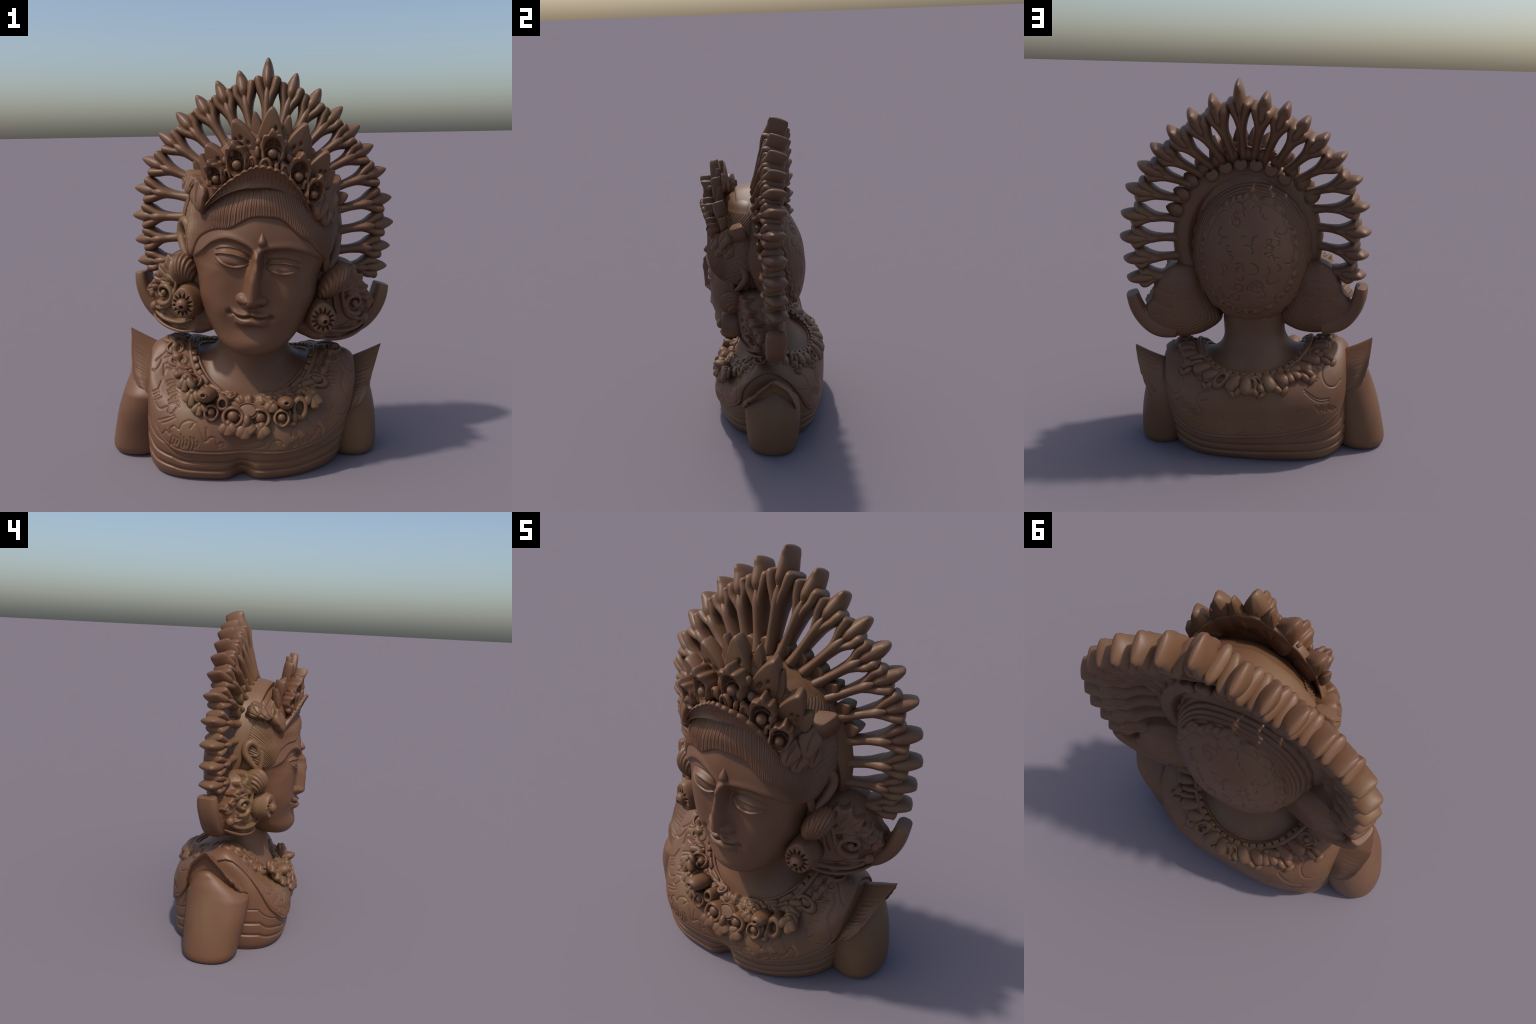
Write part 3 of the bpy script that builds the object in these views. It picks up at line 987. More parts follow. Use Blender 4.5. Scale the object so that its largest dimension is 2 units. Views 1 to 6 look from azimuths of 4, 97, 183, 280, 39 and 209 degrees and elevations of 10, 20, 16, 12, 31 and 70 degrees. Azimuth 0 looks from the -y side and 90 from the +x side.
# ------------------------------------------------------------------ back of the head: carved dome
def build_dome():
    nr_, na = 210, 720
    r = np.sin(np.linspace(0, 1, nr_) * PI / 2) ** .9
    a = np.linspace(0, 2 * PI, na, endpoint=False)
    R, Aa = np.meshgrid(r, a, indexing='ij')
    cx, cz = .052, 1.112
    ax, az, ay = .318, .392, .240
    x = cx + ax * R * np.cos(Aa); z = cz + az * R * np.sin(Aa)
    y = .03 + ay * np.sqrt(np.clip(1 - R**2, 0, 1)) - .135 * (z - 1.0) + .006
    P = np.stack([x, y, z], -1)
    N = unit(np.stack([(x - cx) / ax**2, (y - .03) / ay**2 + .3, (z - cz) / az**2], -1))
    # plain inner plate with carved vines, ring of small scrolls, combed hair outside
    edge = .80 + .012 * np.sin(Aa * 17) + .010 * np.sin(Aa * 9 + 1)
    inner = 1 - smooth(R, edge - .015, edge + .012)
    h = .010 * inner
    comb = np.sin((R * .36 + .010 * waves(P, 12, 31)) * 2 * PI / .0115)
    h += (1 - inner) * .0022 * comb * (1 - smooth(R, .965, 1))
    # scroll ring
    ring = gauss(R - .765, .022)
    h += ring * (.006 * np.sin(Aa * 34 + 3 * np.sin(Aa * 5)) + .003 * waves(P, 130, 32))
    h -= .004 * gauss(R - (edge - .085) - .008 * np.sin(Aa * 22), .010)
    # vines: random arcs, leaves and circles cut as grooves
    q = np.random.default_rng(5)
    cuts = []
    for _ in range(46):
        rr, aa = .66 * math.sqrt(q.uniform()), q.uniform(0, 2 * PI)
        c = A(cx + ax * rr * math.cos(aa), cz + az * rr * math.sin(aa))
        rad = q.uniform(.016, .042); st = q.uniform(0, 6.28); ln = q.choice([1.6, 2.4, 3.4])
        tt = np.linspace(0, 1, 7)
        cuts.append([tuple(c + rad * (1 - .45 * u) * A(math.cos(st + ln * u), math.sin(st + ln * u))) for u in tt])
    for c, rad in (((.098, .955), .022), ((.005, .965), .032), ((.12, 1.29), .02)):
        cuts.append([(c[0] + rad * math.cos(u), c[1] + rad * math.sin(u)) for u in np.linspace(0, 6.283, 12)])
    g = groove_field(np.stack([x, z], -1).reshape(-1, 2), cuts, .0040).reshape(x.shape)
    h -= .0055 * g * inner
    h += .0022 * waves(P, 34, 33) * inner
    # wavy rim
    h += .010 * gauss(R - .99, .025) * (1 + .4 * np.sin(Aa * 26 + 2 * np.sin(Aa * 3)))
    V = P + N * h[..., None]
    # skirt
    sk = V[-1] - A(0, .12, 0)
    V = np.concatenate([V, sk[None]], 0)
    return V.reshape(-1, 3), grid_faces(nr_ + 1, na, cv=True)[:, ::-1]


make('back_dome', *build_dome(), HEAD)

# ------------------------------------------------------------------ helmet band
FC = A(.075, 0, 1.15)


def arch(phi, a, b, y):
    """phi = 0 on top, + towards +x; leaning frame"""
    u, v = a * np.sin(phi), b * np.cos(phi)
    return np.stack([FC[0] + u + ROLL * v, y + .05 * u, FC[2] + v - ROLL * u], -1)


def build_band():
    phi = np.linspace(-1.95, 1.95, 260)
    p = np.abs(phi) / 1.75
    yf = -.150 + .135 * np.clip(p, 0, 1.1) ** 1.4
    prof = [(.80, .05, .0), (.885, .0, 0), (.905, -.004, 0), (.925, .002, 0), (.945, .02, 0.0), (.968, .3, 0), (.985, .62, 0), (1.0, .9, 0), (1.0, 1.0, .0), (.965, 1.0, .018), (.90, 1.0, .032), (.84, 1.0, .034), (.78, 1.0, .03), (.72, 1.0, .0)]
    pr = spline(prof, 60)
    yr = .012 + .02 * p
    V = []
    for s, t, e in pr:
        y = yf * (1 - t) + yr * t + e
        V.append(arch(phi, .402 * s, .445 * s, y))
    V = np.array(V)
    V += (.0015 * waves(V, 20, 41))[..., None] * A(1, 0, 1)
    return V.reshape(-1, 3), grid_faces(V.shape[0], V.shape[1])


BAND = make('helmet_band', *build_band(), HEAD)

# ------------------------------------------------------------------ fan of petals
TIPS_L = [(-.022, 1.933), (-.131, 1.887), (-.233, 1.820), (-.333, 1.740), (-.426, 1.644), (-.512, 1.523), (-.556, 1.379), (-.572, 1.239), (-.565, 1.112), (-.558, 1.002)]
TIPS_R = [(.256, 1.915), (.367, 1.839), (.472, 1.752), (.557, 1.662), (.625, 1.567), (.690, 1.450), (.719, 1.309), (.730, 1.184), (.715, 1.063), (.702, .957)]
BASE_L = [82, 73.5, 64, 54.5, 44.5, 33, 21, 8, -5, -20]
BASE_R = [82, 73.5, 64, 54.5, 44, 31.5, 17.5, 4, -9, -22]


def base_pt(deg, sgn):
    ph = math.radians(90 - deg)
    return arch(np.array([sgn * ph]), .375, .44, np.array([.022 - .014 * max(0, math.sin(math.radians(deg)))]))[0]


petals = []
for sgn, T, BB in ((-1, TIPS_L, BASE_L), (1, TIPS_R, BASE_R)):
    for d, tp in zip(BB, T):
        q = unit(A(tp[0] - .07, 0, tp[1] - 1.2)) * -.001
        petals.append((sgn, d, base_pt(d, sgn), A(tp[0], .143 + .047 * (tp[0] - .07), tp[1]) + q))
centre = (0, 90, base_pt(90, 1), A(.121, .140, 1.993))
order = petals[9::-1] + [centre] + petals[10:]


def build_petal(i):
    sgn, deg, B, T = order[i]
    ax = T - B; L = np.linalg.norm(ax); d = ax / L
    dep = unit(A(0, 1, 0) - d[1] * d)
    W = np.cross(d, dep)                     # in-plane sideways
    if i == 10:
        Lc = L
    def spacing(j):
        if not 0 <= j < len(order):
            return None
        q = order[j]
        m0 = B + ax * .74; m1 = q[2] + (q[3] - q[2]) * .74
        return m1 - m0
    parts = []
    vt = .60 if i != 10 else .62
    for sd in (-1, 1):
        nbv = None
        for j in (i - 1, i + 1):
            s = spacing(j)
            if s is not None and (s @ W) * sd > 0:
                nbv = s
        half = .5 * abs(nbv @ W) if nbv is not None else .052
        half = min(max(half, .040), .060)
        tt = np.array([.30, .44, .56, .67, .765, .815])
        if i == 10:
            tt = tt * .95
        off = np.array([.004, .008, .017, .031, half - .017, half - .011])
        lag = rng.normal(0, .008)
        path = B + ax * (tt + lag)[:, None] + W * (off * sd)[:, None]
        path = spline(path, 36)
        u = np.linspace(0, 1, 36)
        rw = curve([0, .2, .45, .7, .85, .95, 1.0], [.015, .018, .0215, .0255, .0255, .018, .003])(u)
        rd = (.84 + .16 * max(0.0, math.sin(math.radians(deg))) ** 6) * curve([0, .2, .45, .7, .88, .96, 1.0], [.035, .055, .068, .074, .068, .052, .025])(u)
        parts.append(sweep(path, rw, rd, A(0, 1, 0), 22, 2.2))
    tt = np.linspace(-.04, .62, 30)
    path = B + ax * tt[:, None]
    path[:, 1] += np.interp(tt, [0, .2, .6], [-.010, -.008, 0])
    rw = curve([-.04, .1, .25, .42, .52, .62], [.029, .0245, .0225, .026, .030, .014])(tt)
    up = max(0.0, math.sin(math.radians(deg))) ** 2
    path[:, 1] += np.interp(tt, [0, .5], [.012 * (1 - up) + .0 * up, 0])
    r0 = .030 + .018 * up
    rd = curve([-.04, .1, .3, .5, .62], [r0, r0, r0 + .008, .064, .06])(tt)
    parts.append(sweep(path, rw, rd, A(0, 1, 0), 22, 2.0))
    # central leaf
    tt = np.linspace(.50, 1, 46)
    path = B + ax * tt[:, None]
    u = (tt - .50) / .50
    wmax = .031 if i == 10 else .035 + rng.normal(0, .001)
    rw = curve([0, .2, .45, .65, .82, .93, .985, 1], [.010, .022, wmax, wmax * .98, wmax * .76, wmax * .50, wmax * .26, .003])(u)
    up = max(0.0, math.sin(math.radians(deg))) ** 6
    path[:, 1] += .008 * u * (1 - up)
    m_ = .050 + .010 * up
    rd = curve([0, .2, .4, .75, .9, .98, 1], [.040, .055, .062 + .01 * up, .5 * (.062 + m_), m_, m_ * .7, .012])(u)
    parts.append(sweep(path, rw, rd, A(0, 1, 0), 24, 2.0))
    return merge(parts)


for i in range(len(order)):
    make('fan_petal', *build_petal(i), BAND)

# rounded knobs at the foot of the fan, front and back
for k, deg in enumerate(np.arange(24, 160, 11.5)):
    ph = math.radians(90 - deg)
    c = arch(np.array([ph]), .412, .468, np.array([-.008 + .02 * abs(ph)]))[0]
    upv = unit(c - A(FC[0], c[1], FC[2]))
    fr = frame(c, (0, -1, 0.0), upv)
    t = np.linspace(0, 2 * PI, 28, endpoint=False)
    pointy = abs(ph) > .75
    o = np.stack([.032 * np.sin(t) * (1 - (.5 if pointy else 0) * np.clip(np.cos(t), 0, 1) ** 2), (.036 if not pointy else .048) * np.cos(t)], -1)
    make('fan_knob', *plate(o, fr, .010, .18, .05, .002, None, 12, 40), BAND)
for k, deg in enumerate(np.arange(62, 128, 13.0)):
    ph = math.radians(90 - deg)
    c = arch(np.array([ph]), .352, .415, np.array([.06]))[0]
    upv = unit(c - A(FC[0], c[1], FC[2]))
    fr = frame(c, (0, 1, 0.0), upv)
    t = np.linspace(0, 2 * PI, 36, endpoint=False)
    o = np.stack([.036 * np.sin(t), .034 * np.cos(t) - .012 * gauss(t, .4) - .012 * gauss(t - 2 * PI, .4)], -1)
    make('fan_knob', *plate(o, fr, .018, .4, .05, .004, None, 12, 48), BAND)

# ------------------------------------------------------------------ crown
VIS_LOW = [(-.186, -.245, 1.285), (-.125, -.283, 1.335), (-.05, -.310, 1.378), (.03, -.326, 1.400), (.065, -.327, 1.400), (.14, -.314, 1.400), (.213, -.285, 1.371), (.275, -.262, 1.315), (.322, -.246, 1.244)]
VIS_TOP = [(-.182, -.272, 1.312), (-.10, -.318, 1.396), (-.05, -.338, 1.434), (.02, -.356, 1.474), (.085, -.368, 1.496), (.15, -.368, 1.490), (.215, -.350, 1.462), (.285, -.312, 1.385), (.335, -.266, 1.270)]


def build_visor():
    n = 320
    lo, hi = spline(VIS_LOW, n), spline(VIS_TOP, n)
    u = np.linspace(0, 1, n)
    taper = np.sin(PI * np.clip(u, .015, .985)) ** .35
    sc = np.abs(np.sin(u * PI * 17)) ** .6
    width = hi - lo
    nrm = unit(np.cross(np.gradient(lo, axis=0), width)); nrm = nrm * np.sign(-nrm[:, 1:2])
    hi = lo + width * (taper * (.90 + .12 * sc))[:, None]
    rows = []
    vs = np.linspace(0, 1, 26)
    flute = np.sin(u * PI * 60 + 6 * np.abs(u - .5))
    for v in vs:                       # concave front, with small cuts
        c = -.014 * math.sin(PI * v) * taper
        lipz = .008 * gauss(v - .06, .06) + .004 * gauss(v - .97, .04)
        cut = -.0045 * np.clip(flute, 0, 1) ** 2 * gauss(v - .42, .14)
        rows.append(lo + (hi - lo) * v + nrm * (c + lipz + cut)[:, None])
    th = .016
    for v in np.linspace(1, 0, 14):
        c = -.014 * math.sin(PI * v) * taper - th
        rows.append(lo + (hi - lo) * v + nrm * c[:, None] + A(0, .02 * (1 - v), 0))
    V = np.array(rows)
    V = np.concatenate([V, V[:1]], 0)
    return V.reshape(-1, 3), grid_faces(V.shape[0], n)


CROWN = make('crown', *build_visor(), HEAD)


# backing wall of the crown on which the ornaments sit
def build_wall():
    lo = spline([(-.19, -.225, 1.30), (-.11, -.265, 1.38), (.0, -.285, 1.43), (.09, -.29, 1.45), (.18, -.28, 1.44), (.275, -.25, 1.37), (.34, -.215, 1.26)], 120)
    hi = spline([(-.20, -.175, 1.42), (-.13, -.220, 1.53), (-.01, -.245, 1.615), (.13, -.250, 1.66), (.25, -.235, 1.61), (.345, -.205, 1.51), (.40, -.165, 1.41)], 120)
    hi[:, 2] += .010 * np.abs(np.sin(np.linspace(0, PI * 9, 120)))
    rows = [lo + (hi - lo) * v + A(0, -.010 * math.sin(PI * v), 0) for v in np.linspace(0, 1, 14)]
    bk = A(0, .034, -.004)
    rows += [hi + bk * v for v in np.linspace(.2, 1, 4)]
    rows += [hi + (lo - hi) * v + bk * (1 + 0 * v) + A(0, .02 * v, 0) for v in np.linspace(0, 1, 14)[1:]]
    V = np.array(rows); V = np.concatenate([V, V[:1]], 0)
    return V.reshape(-1, 3), grid_faces(V.shape[0], 120)


make('crown_wall', *build_wall(), CROWN)


def crown_leaf(base, tip, w, depth, n_out, holes=0, seed=0, fat=.45):
    """pointed thick leaf standing up"""
    B, T = A(*base), A(*tip)
    O, X, Y, N = frame(B, n_out, T - B)
    L = np.linalg.norm(T - B)
    Y = unit(T - B); N = unit(N - (N @ Y) * Y); X = np.cross(Y, N)
    prof = [(0, -.30), (.55, -.30), (.90, -.18), (1.0, .06), (.93, .30), (.66, .62), (.36, .87), (.10, .99)]
    o = [(w * a, L * b) for a, b in prof] + [(-w * a, L * b) for a, b in prof[:0:-1]]
    q = np.random.default_rng(seed)
    hs = [(q.uniform(-.6, .6) * w, q.uniform(.05, .45) * L) for _ in range(holes)]
    def hf(s, a, uv):
        r = np.zeros_like(s)
        for hx_, hy_ in hs:
            r -= .016 * gauss(np.hypot(uv[..., 0] - hx_, (uv[..., 1] - hy_) * .7), .0065)
        return r
    V, F = plate(o, (B, X, Y, N), depth / 2, .12, depth / 2, 0.004, hf, 26, 110, center=(0, .22 * L))
    return V, F


LEAVES = [  # base, tip, half-width, depth, facing
    ((.140, -.255, 1.595), (.151, -.268, 1.754), .062, .070, (0, -1, .05), 4),
    ((.040, -.250, 1.565), (-.021, -.262, 1.702), .062, .075, (-.25, -1, .05), 4),
    ((.243, -.238, 1.550), (.301, -.235, 1.681), .060, .075, (.35, -1, .05), 4),
    ((-.085, -.232, 1.495), (-.148, -.232, 1.597), .055, .080, (-.4, -1, .05), 3),
    ((.335, -.210, 1.452), (.394, -.212, 1.560), .058, .085, (.5, -1, .05), 3),
    ((.092, -.215, 1.600), (.072, -.222, 1.735), .036, .060, (-.1, -1, 0), 0),
    ((.205, -.205, 1.590), (.225, -.210, 1.717), .034, .060, (.2, -1, 0), 1),
    ((-.02, -.215, 1.550), (-.045, -.215, 1.610), .030, .05, (-.3, -1, 0), 0),
    ((.292, -.195, 1.53), (.315, -.190, 1.632), .028, .055, (.4, -1, 0), 0),
    ((-.150, -.190, 1.46), (-.178, -.185, 1.552), .026, .07, (-.5, -1, 0), 0),
    ((.378, -.165, 1.42), (.425, -.16, 1.470), .040, .07, (.6, -1, 0), 0)]
for i, (b, t_, w, dp, n_, hl) in enumerate(LEAVES):
    sh = A(0, .008 if i < 5 else -.022, 0)
    make('crown_leaf', *crown_leaf(A(*b) + sh, A(*t_) + sh * .7, w * .94, dp * (.72 if i < 5 else .55), n_, hl, i), CROWN)


def crown_flower(p, size, n_, up):
    """hooded flower: scalloped arched hood with a hollow and a ball"""
    O, X, Y, N = frame(p, n_, up)
    t = np.linspace(0, 2 * PI, 48, endpoint=False)
    top = np.clip(np.cos(t), 0, 1)
    rad = size * (1 + .10 * np.cos(6 * t) * top + .06 * np.cos(9 * t))
    o = np.stack([rad * .80 * np.sin(t), rad * np.cos(t) * 1.12 + size * .28], -1)
    def hf(s, a, uv):
        dy = uv[..., 1] / size
        hollow = 1 - smooth(np.hypot(uv[..., 0] / (.58 * size), (uv[..., 1] - .1 * size) / (.85 * size)), .80, 1.08)
        h = -.042 * hollow
        h += .022 * smooth(dy, .5, 1.3)             # hood leans forward
        h += .006 * np.sin(uv[..., 0] / size * 14) * hollow * smooth(dy, .3, .7)
        r = np.hypot(uv[..., 0], uv[..., 1] + .05 * size)
        h += .020 * gauss(r - .50 * size, .10 * size) * (1 - smooth(dy, .35, .6))
        return h
    parts = [plate(o, (O - N * .01, X, Y, N), .040, .16, .05, 0, hf, 30, 96)]
    return merge(parts), ball(O + N * .016 - Y * .02 * size, size * .33, None, 16, 24)


FLOWERS = [((.153, -.300, 1.552), .070, (.05, -1, 0), (0, 0, 1)),
           ((-.003, -.295, 1.505), .068, (-.25, -1, 0), (-.1, 0, 1)),
           ((.260, -.272, 1.448), .070, (.35, -1, 0), (.15, 0, 1)),
           ((-.098, -.278, 1.442), .058, (-.4, -1, 0), (-.3, 0, 1)),
           ((.326, -.255, 1.366), .060, (.5, -1, 0), (.35, 0, 1))]
for p, s, n_, up in FLOWERS:
    a, b = crown_flower(p, s, n_, up)
    fo = make('crown_flower', *a, CROWN)
    make('flower_ball', *b, CROWN)

# curls, arches and buds between the flowers
def arch_piece(p, w, h, r, n_, up=(0, 0, 1), turns=1.0):
    O, X, Y, N = frame(p, n_, up)
    t = np.linspace(-.15, PI + .15, 30)
    path = O + X * (w * np.cos(t))[:, None] + Y * (h * np.sin(t))[:, None]
    rr = r * np.sin(np.linspace(.25, PI - .25, 30)) ** .3
    return sweep(path, rr, rr * 1.5, N, 14)


for p, w, h, r, n_ in [((.122, -.325, 1.490), .022, .036, .010, (0, -1, 0)), ((.062, -.312, 1.498), .018, .035, .010, (-.2, -1, 0)),
                       ((.205, -.310, 1.462), .016, .036, .010, (.2, -1, 0)), ((.062, -.314, 1.500), .005, .02, .007, (-.2, -1, 0)),
                       ((-.052, -.300, 1.450), .014, .03, .009, (-.3, -1, 0)), ((.297, -.285, 1.395), .012, .03, .009, (.4, -1, 0)),
                       ((.205, -.310, 1.462), .004, .02, .006, (.2, -1, 0))]:
    make('crown_curl', *arch_piece(p, w, h, r, n_), CROWN)
BUDS = [((.168, -.318, 1.490), .012, .026), ((.182, -.310, 1.535), .013, .024), ((.122, -.325, 1.500), .008, .022), ((.195, -.31, 1.50), .012, .02),
        ((.03, -.31, 1.545), .014, .02), ((-.03, -.30, 1.56), .013, .022), ((.085, -.30, 1.555), .014, .03), ((-.06, -.285, 1.52), .014, .02),
        ((.225, -.29, 1.53), .016, .02), ((.305, -.27, 1.45), .016, .02), ((-.135, -.27, 1.475), .014, .02), ((.345, -.245, 1.42), .015, .02),
        ((-.135, -.28, 1.42), .015, .016), ((.09, -.295, 1.60), .014, .018), ((.205, -.285, 1.59), .015, .02)]
for p, r, l in BUDS:
    make('crown_bud', *ball(p, 1, np.array([[r, 0, 0], [0, r * 1.2, 0], [rng.normal(0, .004), 0, l]]), 14, 20), CROWN)

# leafy side pieces of the crown
def side_leaf(p, n_, up, w, l, h, lobes, seed):
    """broad lobed leaf; veins spread from its foot"""
    O, X, Y, N = frame(p, n_, up)
    t = np.linspace(0, 2 * PI, 60, endpoint=False)
    q = np.random.default_rng(seed)
    rad = 1 + .09 * np.cos(lobes * t) * (np.cos(t) > -.6)
    o = np.stack([w * rad * np.sin(t) * (1 - .45 * np.clip(-np.cos(t), 0, 1)), l * rad * np.cos(t)], -1)
    def hf(s, a, uv):
        an = np.arctan2(uv[..., 0], uv[..., 1] + l * 1.15)
        rr = np.hypot(uv[..., 0], uv[..., 1] + l * 1.15) / (2.1 * l)
        cut = np.clip(np.cos(an * 11 + .8 * np.sin(rr * 5)), 0, 1) ** 4
        return -.007 * cut * smooth(rr, .25, .45) * (1 - smooth(s, .80, .95)) + .008 * np.sin(rr * 5)
    return plate(o, (O, X, Y, N), h, .22, .06, .006, hf, 26, 140)


for i, a in enumerate([((-.180, -.222, 1.355), (-.55, -1, .1), (-.2, .2, 1), .045, .075, .035, 5),
                       ((-.225, -.150, 1.405), (-.9, -.8, .1), (-.2, .4, 1), .055, .048, .035, 4),
                       ((-.255, -.095, 1.415), (-1, -.5, .1), (-.6, .5, .8), .045, .035, .028, 3),
                       ((.350, -.225, 1.300), (.6, -1, .05), (.3, .1, 1), .042, .060, .032, 5),
                       ((.372, -.205, 1.262), (.8, -1, .05), (.3, .1, 1), .045, .050, .030, 4),
                       ((.395, -.165, 1.330), (.8, -.9, .1), (.3, .1, 1), .050, .070, .030, 5),
                       ((.405, -.150, 1.265), (1, -.7, .0), (.2, .3, 1), .045, .050, .022, 3)]):
    make('side_leaf', *side_leaf(*a[:3], a[3], a[4], a[5], a[6], 60 + i), CROWN)
# small horns towards the band
make('side_horn', *crown_leaf((.385, -.115, 1.372), (.462, -.045, 1.392), .048, .085, (.2, -.3, .9), 0, 2), CROWN)
make('side_horn', *crown_leaf((-.215, -.105, 1.415), (-.272, -.065, 1.435), .045, .085, (-.2, -.3, .9), 0, 3), CROWN)

# ------------------------------------------------------------------ ear wings, earrings
def build_wing(sx):
    parts = []
    out = [(-.620, .0), ]
    # outline in the leaning head frame, left side
    o = np.array([(-.533, .720), (-.572, .778), (-.560, .835), (-.525, .875), (-.508, .935), (-.47, 1.0), (-.42, 1.035), (-.36, 1.045), (-.26, 1.02), (-.215, .90),
                  (-.165, .76), (-.165, .690), (-.235, .645), (-.30, .628), (-.37, .628), (-.44, .648), (-.495, .682)])
    q = loop_spline(o, 160)
    c = A(-.385, .82)
    s = np.linspace(1, 0, 34)
    def front(x, z):
        y = np.interp(x, [-.62, -.55, -.475, -.33, -.2], [.075, .02, -.055, -.135, -.155])
        return y + .30 * np.clip(.74 - z, 0, 1)
    rows_f, rows_b = [], []
    crescents = [[(x_ - .02, z_ + .004), (x_, z_ - .008), (x_ + .02, z_)] for x_, z_ in ((-.45, .93), (-.40, .90), (-.48, .86), (-.43, .83), (-.36, .94), (-.50, .79), (-.39, .77), (-.34, .86))]
    a = np.linspace(0, 2 * PI, 160, endpoint=False)
    for k in s:
        uv = c + (q - c) * k
        e = math.sqrt(max(0, 1 - max(0, (k - .80) / .20) ** 2))
        yf = front(uv[:, 0], uv[:, 1]); yb = np.interp(uv[:, 0], [-.6, -.4, -.2], [.168, .155, .105])
        ym = np.maximum(yf * .45 + yb * .55, yf)
        P3 = np.stack([uv[:, 0], uv[:, 1]], -1)
        rel = .010 * np.clip(np.sin(a * 9 + 4 * k), -.4, 1) * smooth(k, .62, .74) * (1 - smooth(k, .92, 1))
        rel = rel - .010 * gauss(k - .60, .03) * ((a < 2.6) | (a > 4.6))
        yF = ym + (yf - ym) * e - rel
        eb = math.sqrt(max(0, 1 - k ** 3.5))
        lowb = smooth(.80 - uv[:, 1], 0, .06) + .8 * smooth(uv[:, 0], -.32, -.25) * (uv[:, 1] < .9)
        lines = .0030 * np.sin(k * 2 * PI / .075 + 3 * uv[:, 0]) * smooth(k, .45, .6) * (1 - smooth(k, .9, 1)) * np.clip(lowb, 0, 1)
        lines = lines - .004 * groove_field(uv, crescents, .004)
        yB = ym + (yb - ym) * (.25 + .75 * eb) * (1 if k < .999 else .25) + lines
        rows_f.append(np.stack([uv[:, 0], yF, uv[:, 1]], -1))
        rows_b.append(np.stack([uv[:, 0], yB, uv[:, 1]], -1))
    V = np.concatenate([np.array(rows_b)[::-1], np.array(rows_f)], 0)
    parts.append((V.reshape(-1, 3), grid_faces(V.shape[0], 160, cv=True)))
    # tusk rising at the outer end
    path = spline([(-.40, .085, .674), (-.475, .092, .684), (-.540, .098, .717), (-.588, .105, .772), (-.616, .112, .835), (-.630, .118, .905)], 40)
    rw = curve([0, .3, .7, .9, 1], [.040, .046, .040, .036, .033])(np.linspace(0, 1, 40))
    rd = curve([0, .3, .6, .97, 1], [.06, .062, .062, .060, .056])(np.linspace(0, 1, 40))
    parts.append(sweep(path, rw, rd, (0.25, 1, 0), 24, 2.9))
    # scroll work on the front
    def fy(x, z, up=0):
        return front(x, z) - up
    def on_front(pts, up=.0):
        return np.array([(x, fy(x, z, up), z) for x, z in pts])
    spir = []
    for t in np.linspace(0, 1, 26):
        r = .060 * (1 - .80 * t); an = -2.0 + 7.2 * t
        spir.append((-.472 + r * math.cos(an), .840 + r * math.sin(an)))
    p3 = spline(on_front(spir, .012), 90)
    parts.append(sweep(p3, np.linspace(.016, .009, 90), np.linspace(.024, .022, 90), (0.3, 1, 0), 14))
    parts.append(ball(A(-.472, front(-.472, .84) - .02, .84), .017))
    for pts, r in (([(-.36, .955), (-.395, .915), (-.410, .85), (-.435, .785), (-.49, .755), (-.525, .75)], .012),
                   ([(-.535, .745), (-.50, .715), (-.44, .700), (-.37, .705), (-.31, .735)], .012),
                   ([(-.34, .93), (-.362, .88), (-.372, .83), (-.39, .79)], .008),
                   ([(-.545, .70), (-.50, .678), (-.44, .660), (-.37, .655), (-.30, .67)], .011)):
        p3 = spline(on_front(pts, .008), 60)
        rr = r * np.sin(np.linspace(.3, PI - .3, 60)) ** .5
        parts.append(sweep(p3, rr, rr * 1.7, (0.3, 1, 0), 14))
    parts.append(ball(A(-.535, front(-.535, .755) - .012, .752), .027))
    parts.append(ball(A(-.552, front(-.552, .80) - .01, .812), .022))
    # leafy tufts along the upper rim
    tv = []
    for k, (x, z, w, l, rot) in enumerate([(-.43, .985, .036, .05, .5), (-.465, .945, .038, .05, .9), (-.50, .905, .032, .042, 1.3), (-.525, .865, .026, .036, 1.6),
                                           (-.42, .925, .03, .042, 1.0), (-.455, .895, .028, .036, 1.4), (-.39, .99, .035, .045, .3), (-.555, .835, .024, .03, 1.8), (-.375, .955, .026, .04, .6)]):
        O, X, Y, N = frame((x, fy(x, z), z), (-.5, -1, .15), (-math.sin(rot), .2, math.cos(rot)))
        tq = np.linspace(0, 2 * PI, 40, endpoint=False)
        rq = 1 + .13 * np.cos(5 * tq) * (np.cos(tq) > -.5)
        oo = np.stack([w * rq * np.sin(tq), l * rq * np.cos(tq)], -1)
        def tuft(s_, a_, uv_, w=w, l=l):
            an = np.arctan2(uv_[..., 0], uv_[..., 1] + l * 1.2)
            return -.009 * np.clip(np.cos(an * 9), 0, 1) ** 3 * (1 - smooth(s_, .85, .97)) + .010 * smooth(uv_[..., 1], -l, l)
        parts.append(plate(oo, (O - N * .014, X, Y, N), .030, .3, .05, .006, tuft, 16, 70))
    V, F = merge(parts)
    x, y, z = V[:, 0], V[:, 1], V[:, 2]
    if sx > 0:
        x = -x; F = F[:, ::-1]
    x = x * (1 - .02 * smooth(np.abs(x), .45, .6))
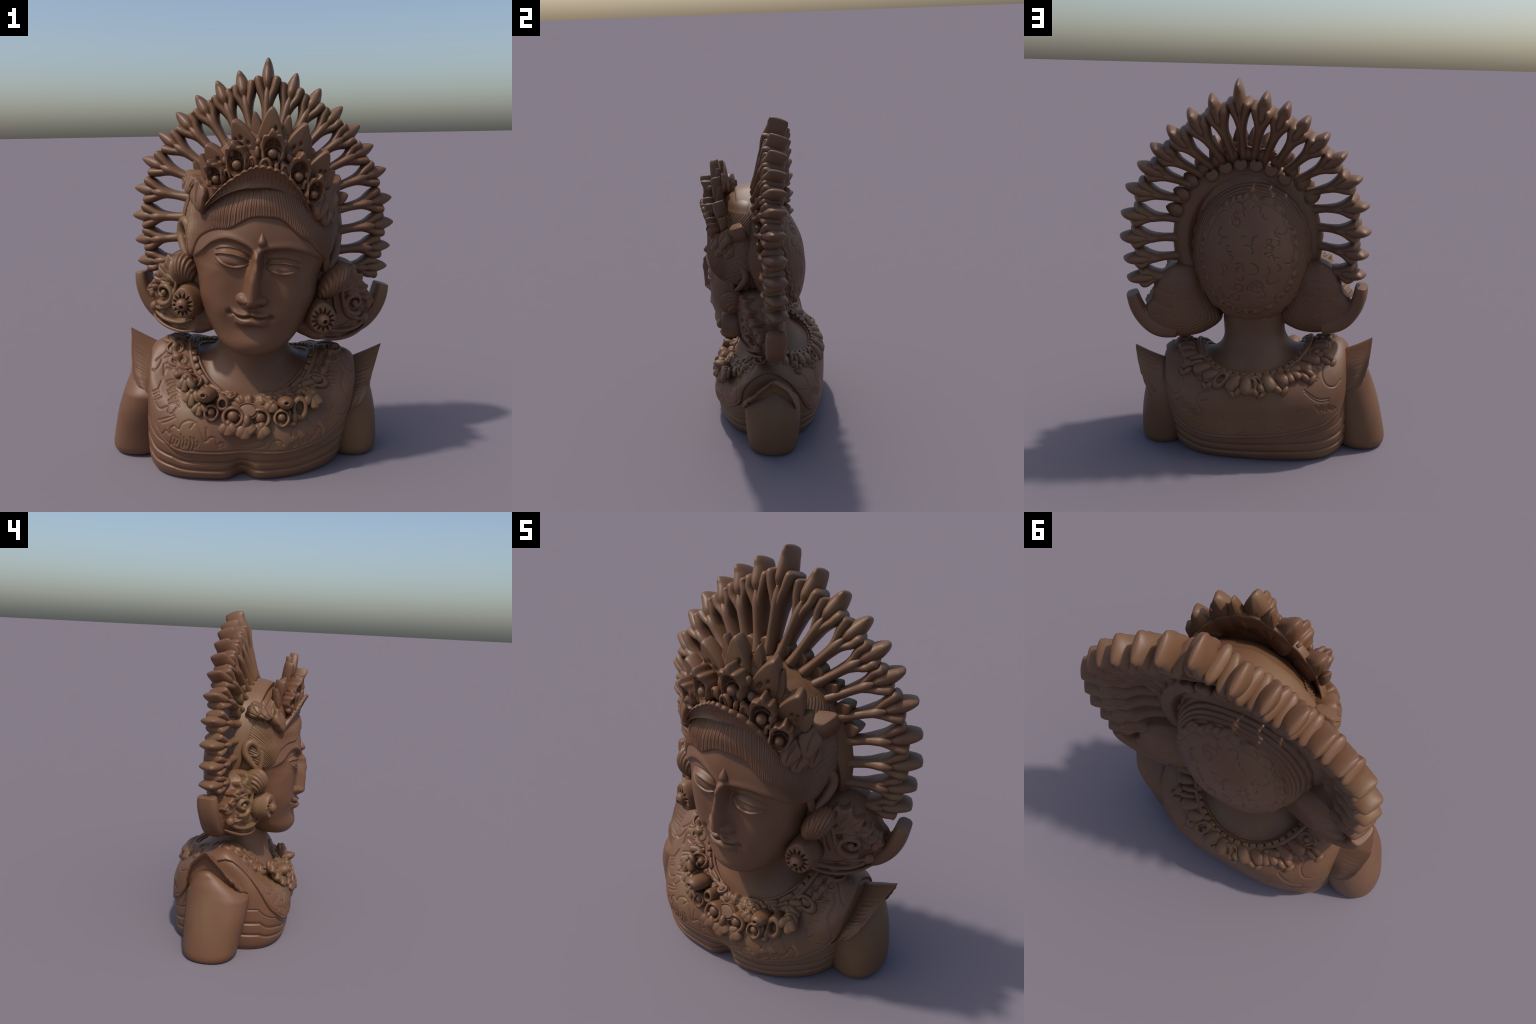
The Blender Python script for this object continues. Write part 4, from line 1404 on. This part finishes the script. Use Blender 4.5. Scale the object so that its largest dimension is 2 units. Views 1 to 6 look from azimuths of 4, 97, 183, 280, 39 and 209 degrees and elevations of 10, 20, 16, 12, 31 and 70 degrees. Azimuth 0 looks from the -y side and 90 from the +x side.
    W = np.stack([.012 + x + ROLL * z, y + .035 * x + .006, z - ROLL * x], -1)
    return fuse(W, F, .0036, 1, .4)


WING_L = make('ear_wing', *build_wing(-1), HEAD)
WING_R = make('ear_wing', *build_wing(1), HEAD)


def build_earring(c, n_, r):
    O, X, Y, N = frame(c, n_, (0, 0, 1))
    t = np.linspace(0, 2 * PI, 64, endpoint=False)
    o = np.stack([r * .92 * np.sin(t), r * np.cos(t) * (1.0 + .22 * np.clip(np.cos(t), 0, 1) ** 2)], -1)
    def hf(s, a, uv):
        rad = np.hypot(uv[..., 0], uv[..., 1])
        an = np.arctan2(uv[..., 0], uv[..., 1])
        k = 13
        ph = np.abs(((an * k / (2 * PI)) % 1.0) - .5) * 2          # 0 at the middle of a notch
        lim = .38 * r + .36 * r * (1 - ph * 1.1)
        notch = smooth(lim - rad, -.003, .006) * smooth(rad, .34 * r, .40 * r)
        h = -.019 * notch
        h += .030 * np.sqrt(np.clip(1 - (rad / (.40 * r)) ** 2, 0, 1))
        h -= .030 * (1 - smooth(np.hypot(uv[..., 0] - .006, uv[..., 1] + .006), .005, .011))
        h -= .05 * smooth(s, .72, 1.0) ** 2
        return h
    return plate(o, (O - N * .045, X, Y, N), .045, .35, .085, .004, hf, 60, 208)


make('earring', *build_earring((-.288, -.232, .845), (-.30, -1, .02), .080), HEAD)
make('earring', *build_earring((.376, -.230, .772), (.16, -1, .10), .080), HEAD)


def shell_leaf(c, ax, seed):
    """ridged shell above the earring"""
    def disp(S):
        a = np.arctan2(S[..., 0], S[..., 2] + 1.35)
        return 1 + .040 * np.sin(a * 44) * smooth(np.abs(S[..., 1]), -.2, .3)
    return ball(c, 1, ax, 90, 160, disp)


make('shell_leaf', *shell_leaf((-.292, -.128, 1.000), np.array([[.062, -.022, .012], [.03, .072, 0], [-.015, .0, .078]]), 1), HEAD)
make('shell_leaf', *shell_leaf((.425, -.140, .938), np.array([[.068, .015, .02], [-.03, .080, 0], [.028, .0, .082]]), 2), HEAD)
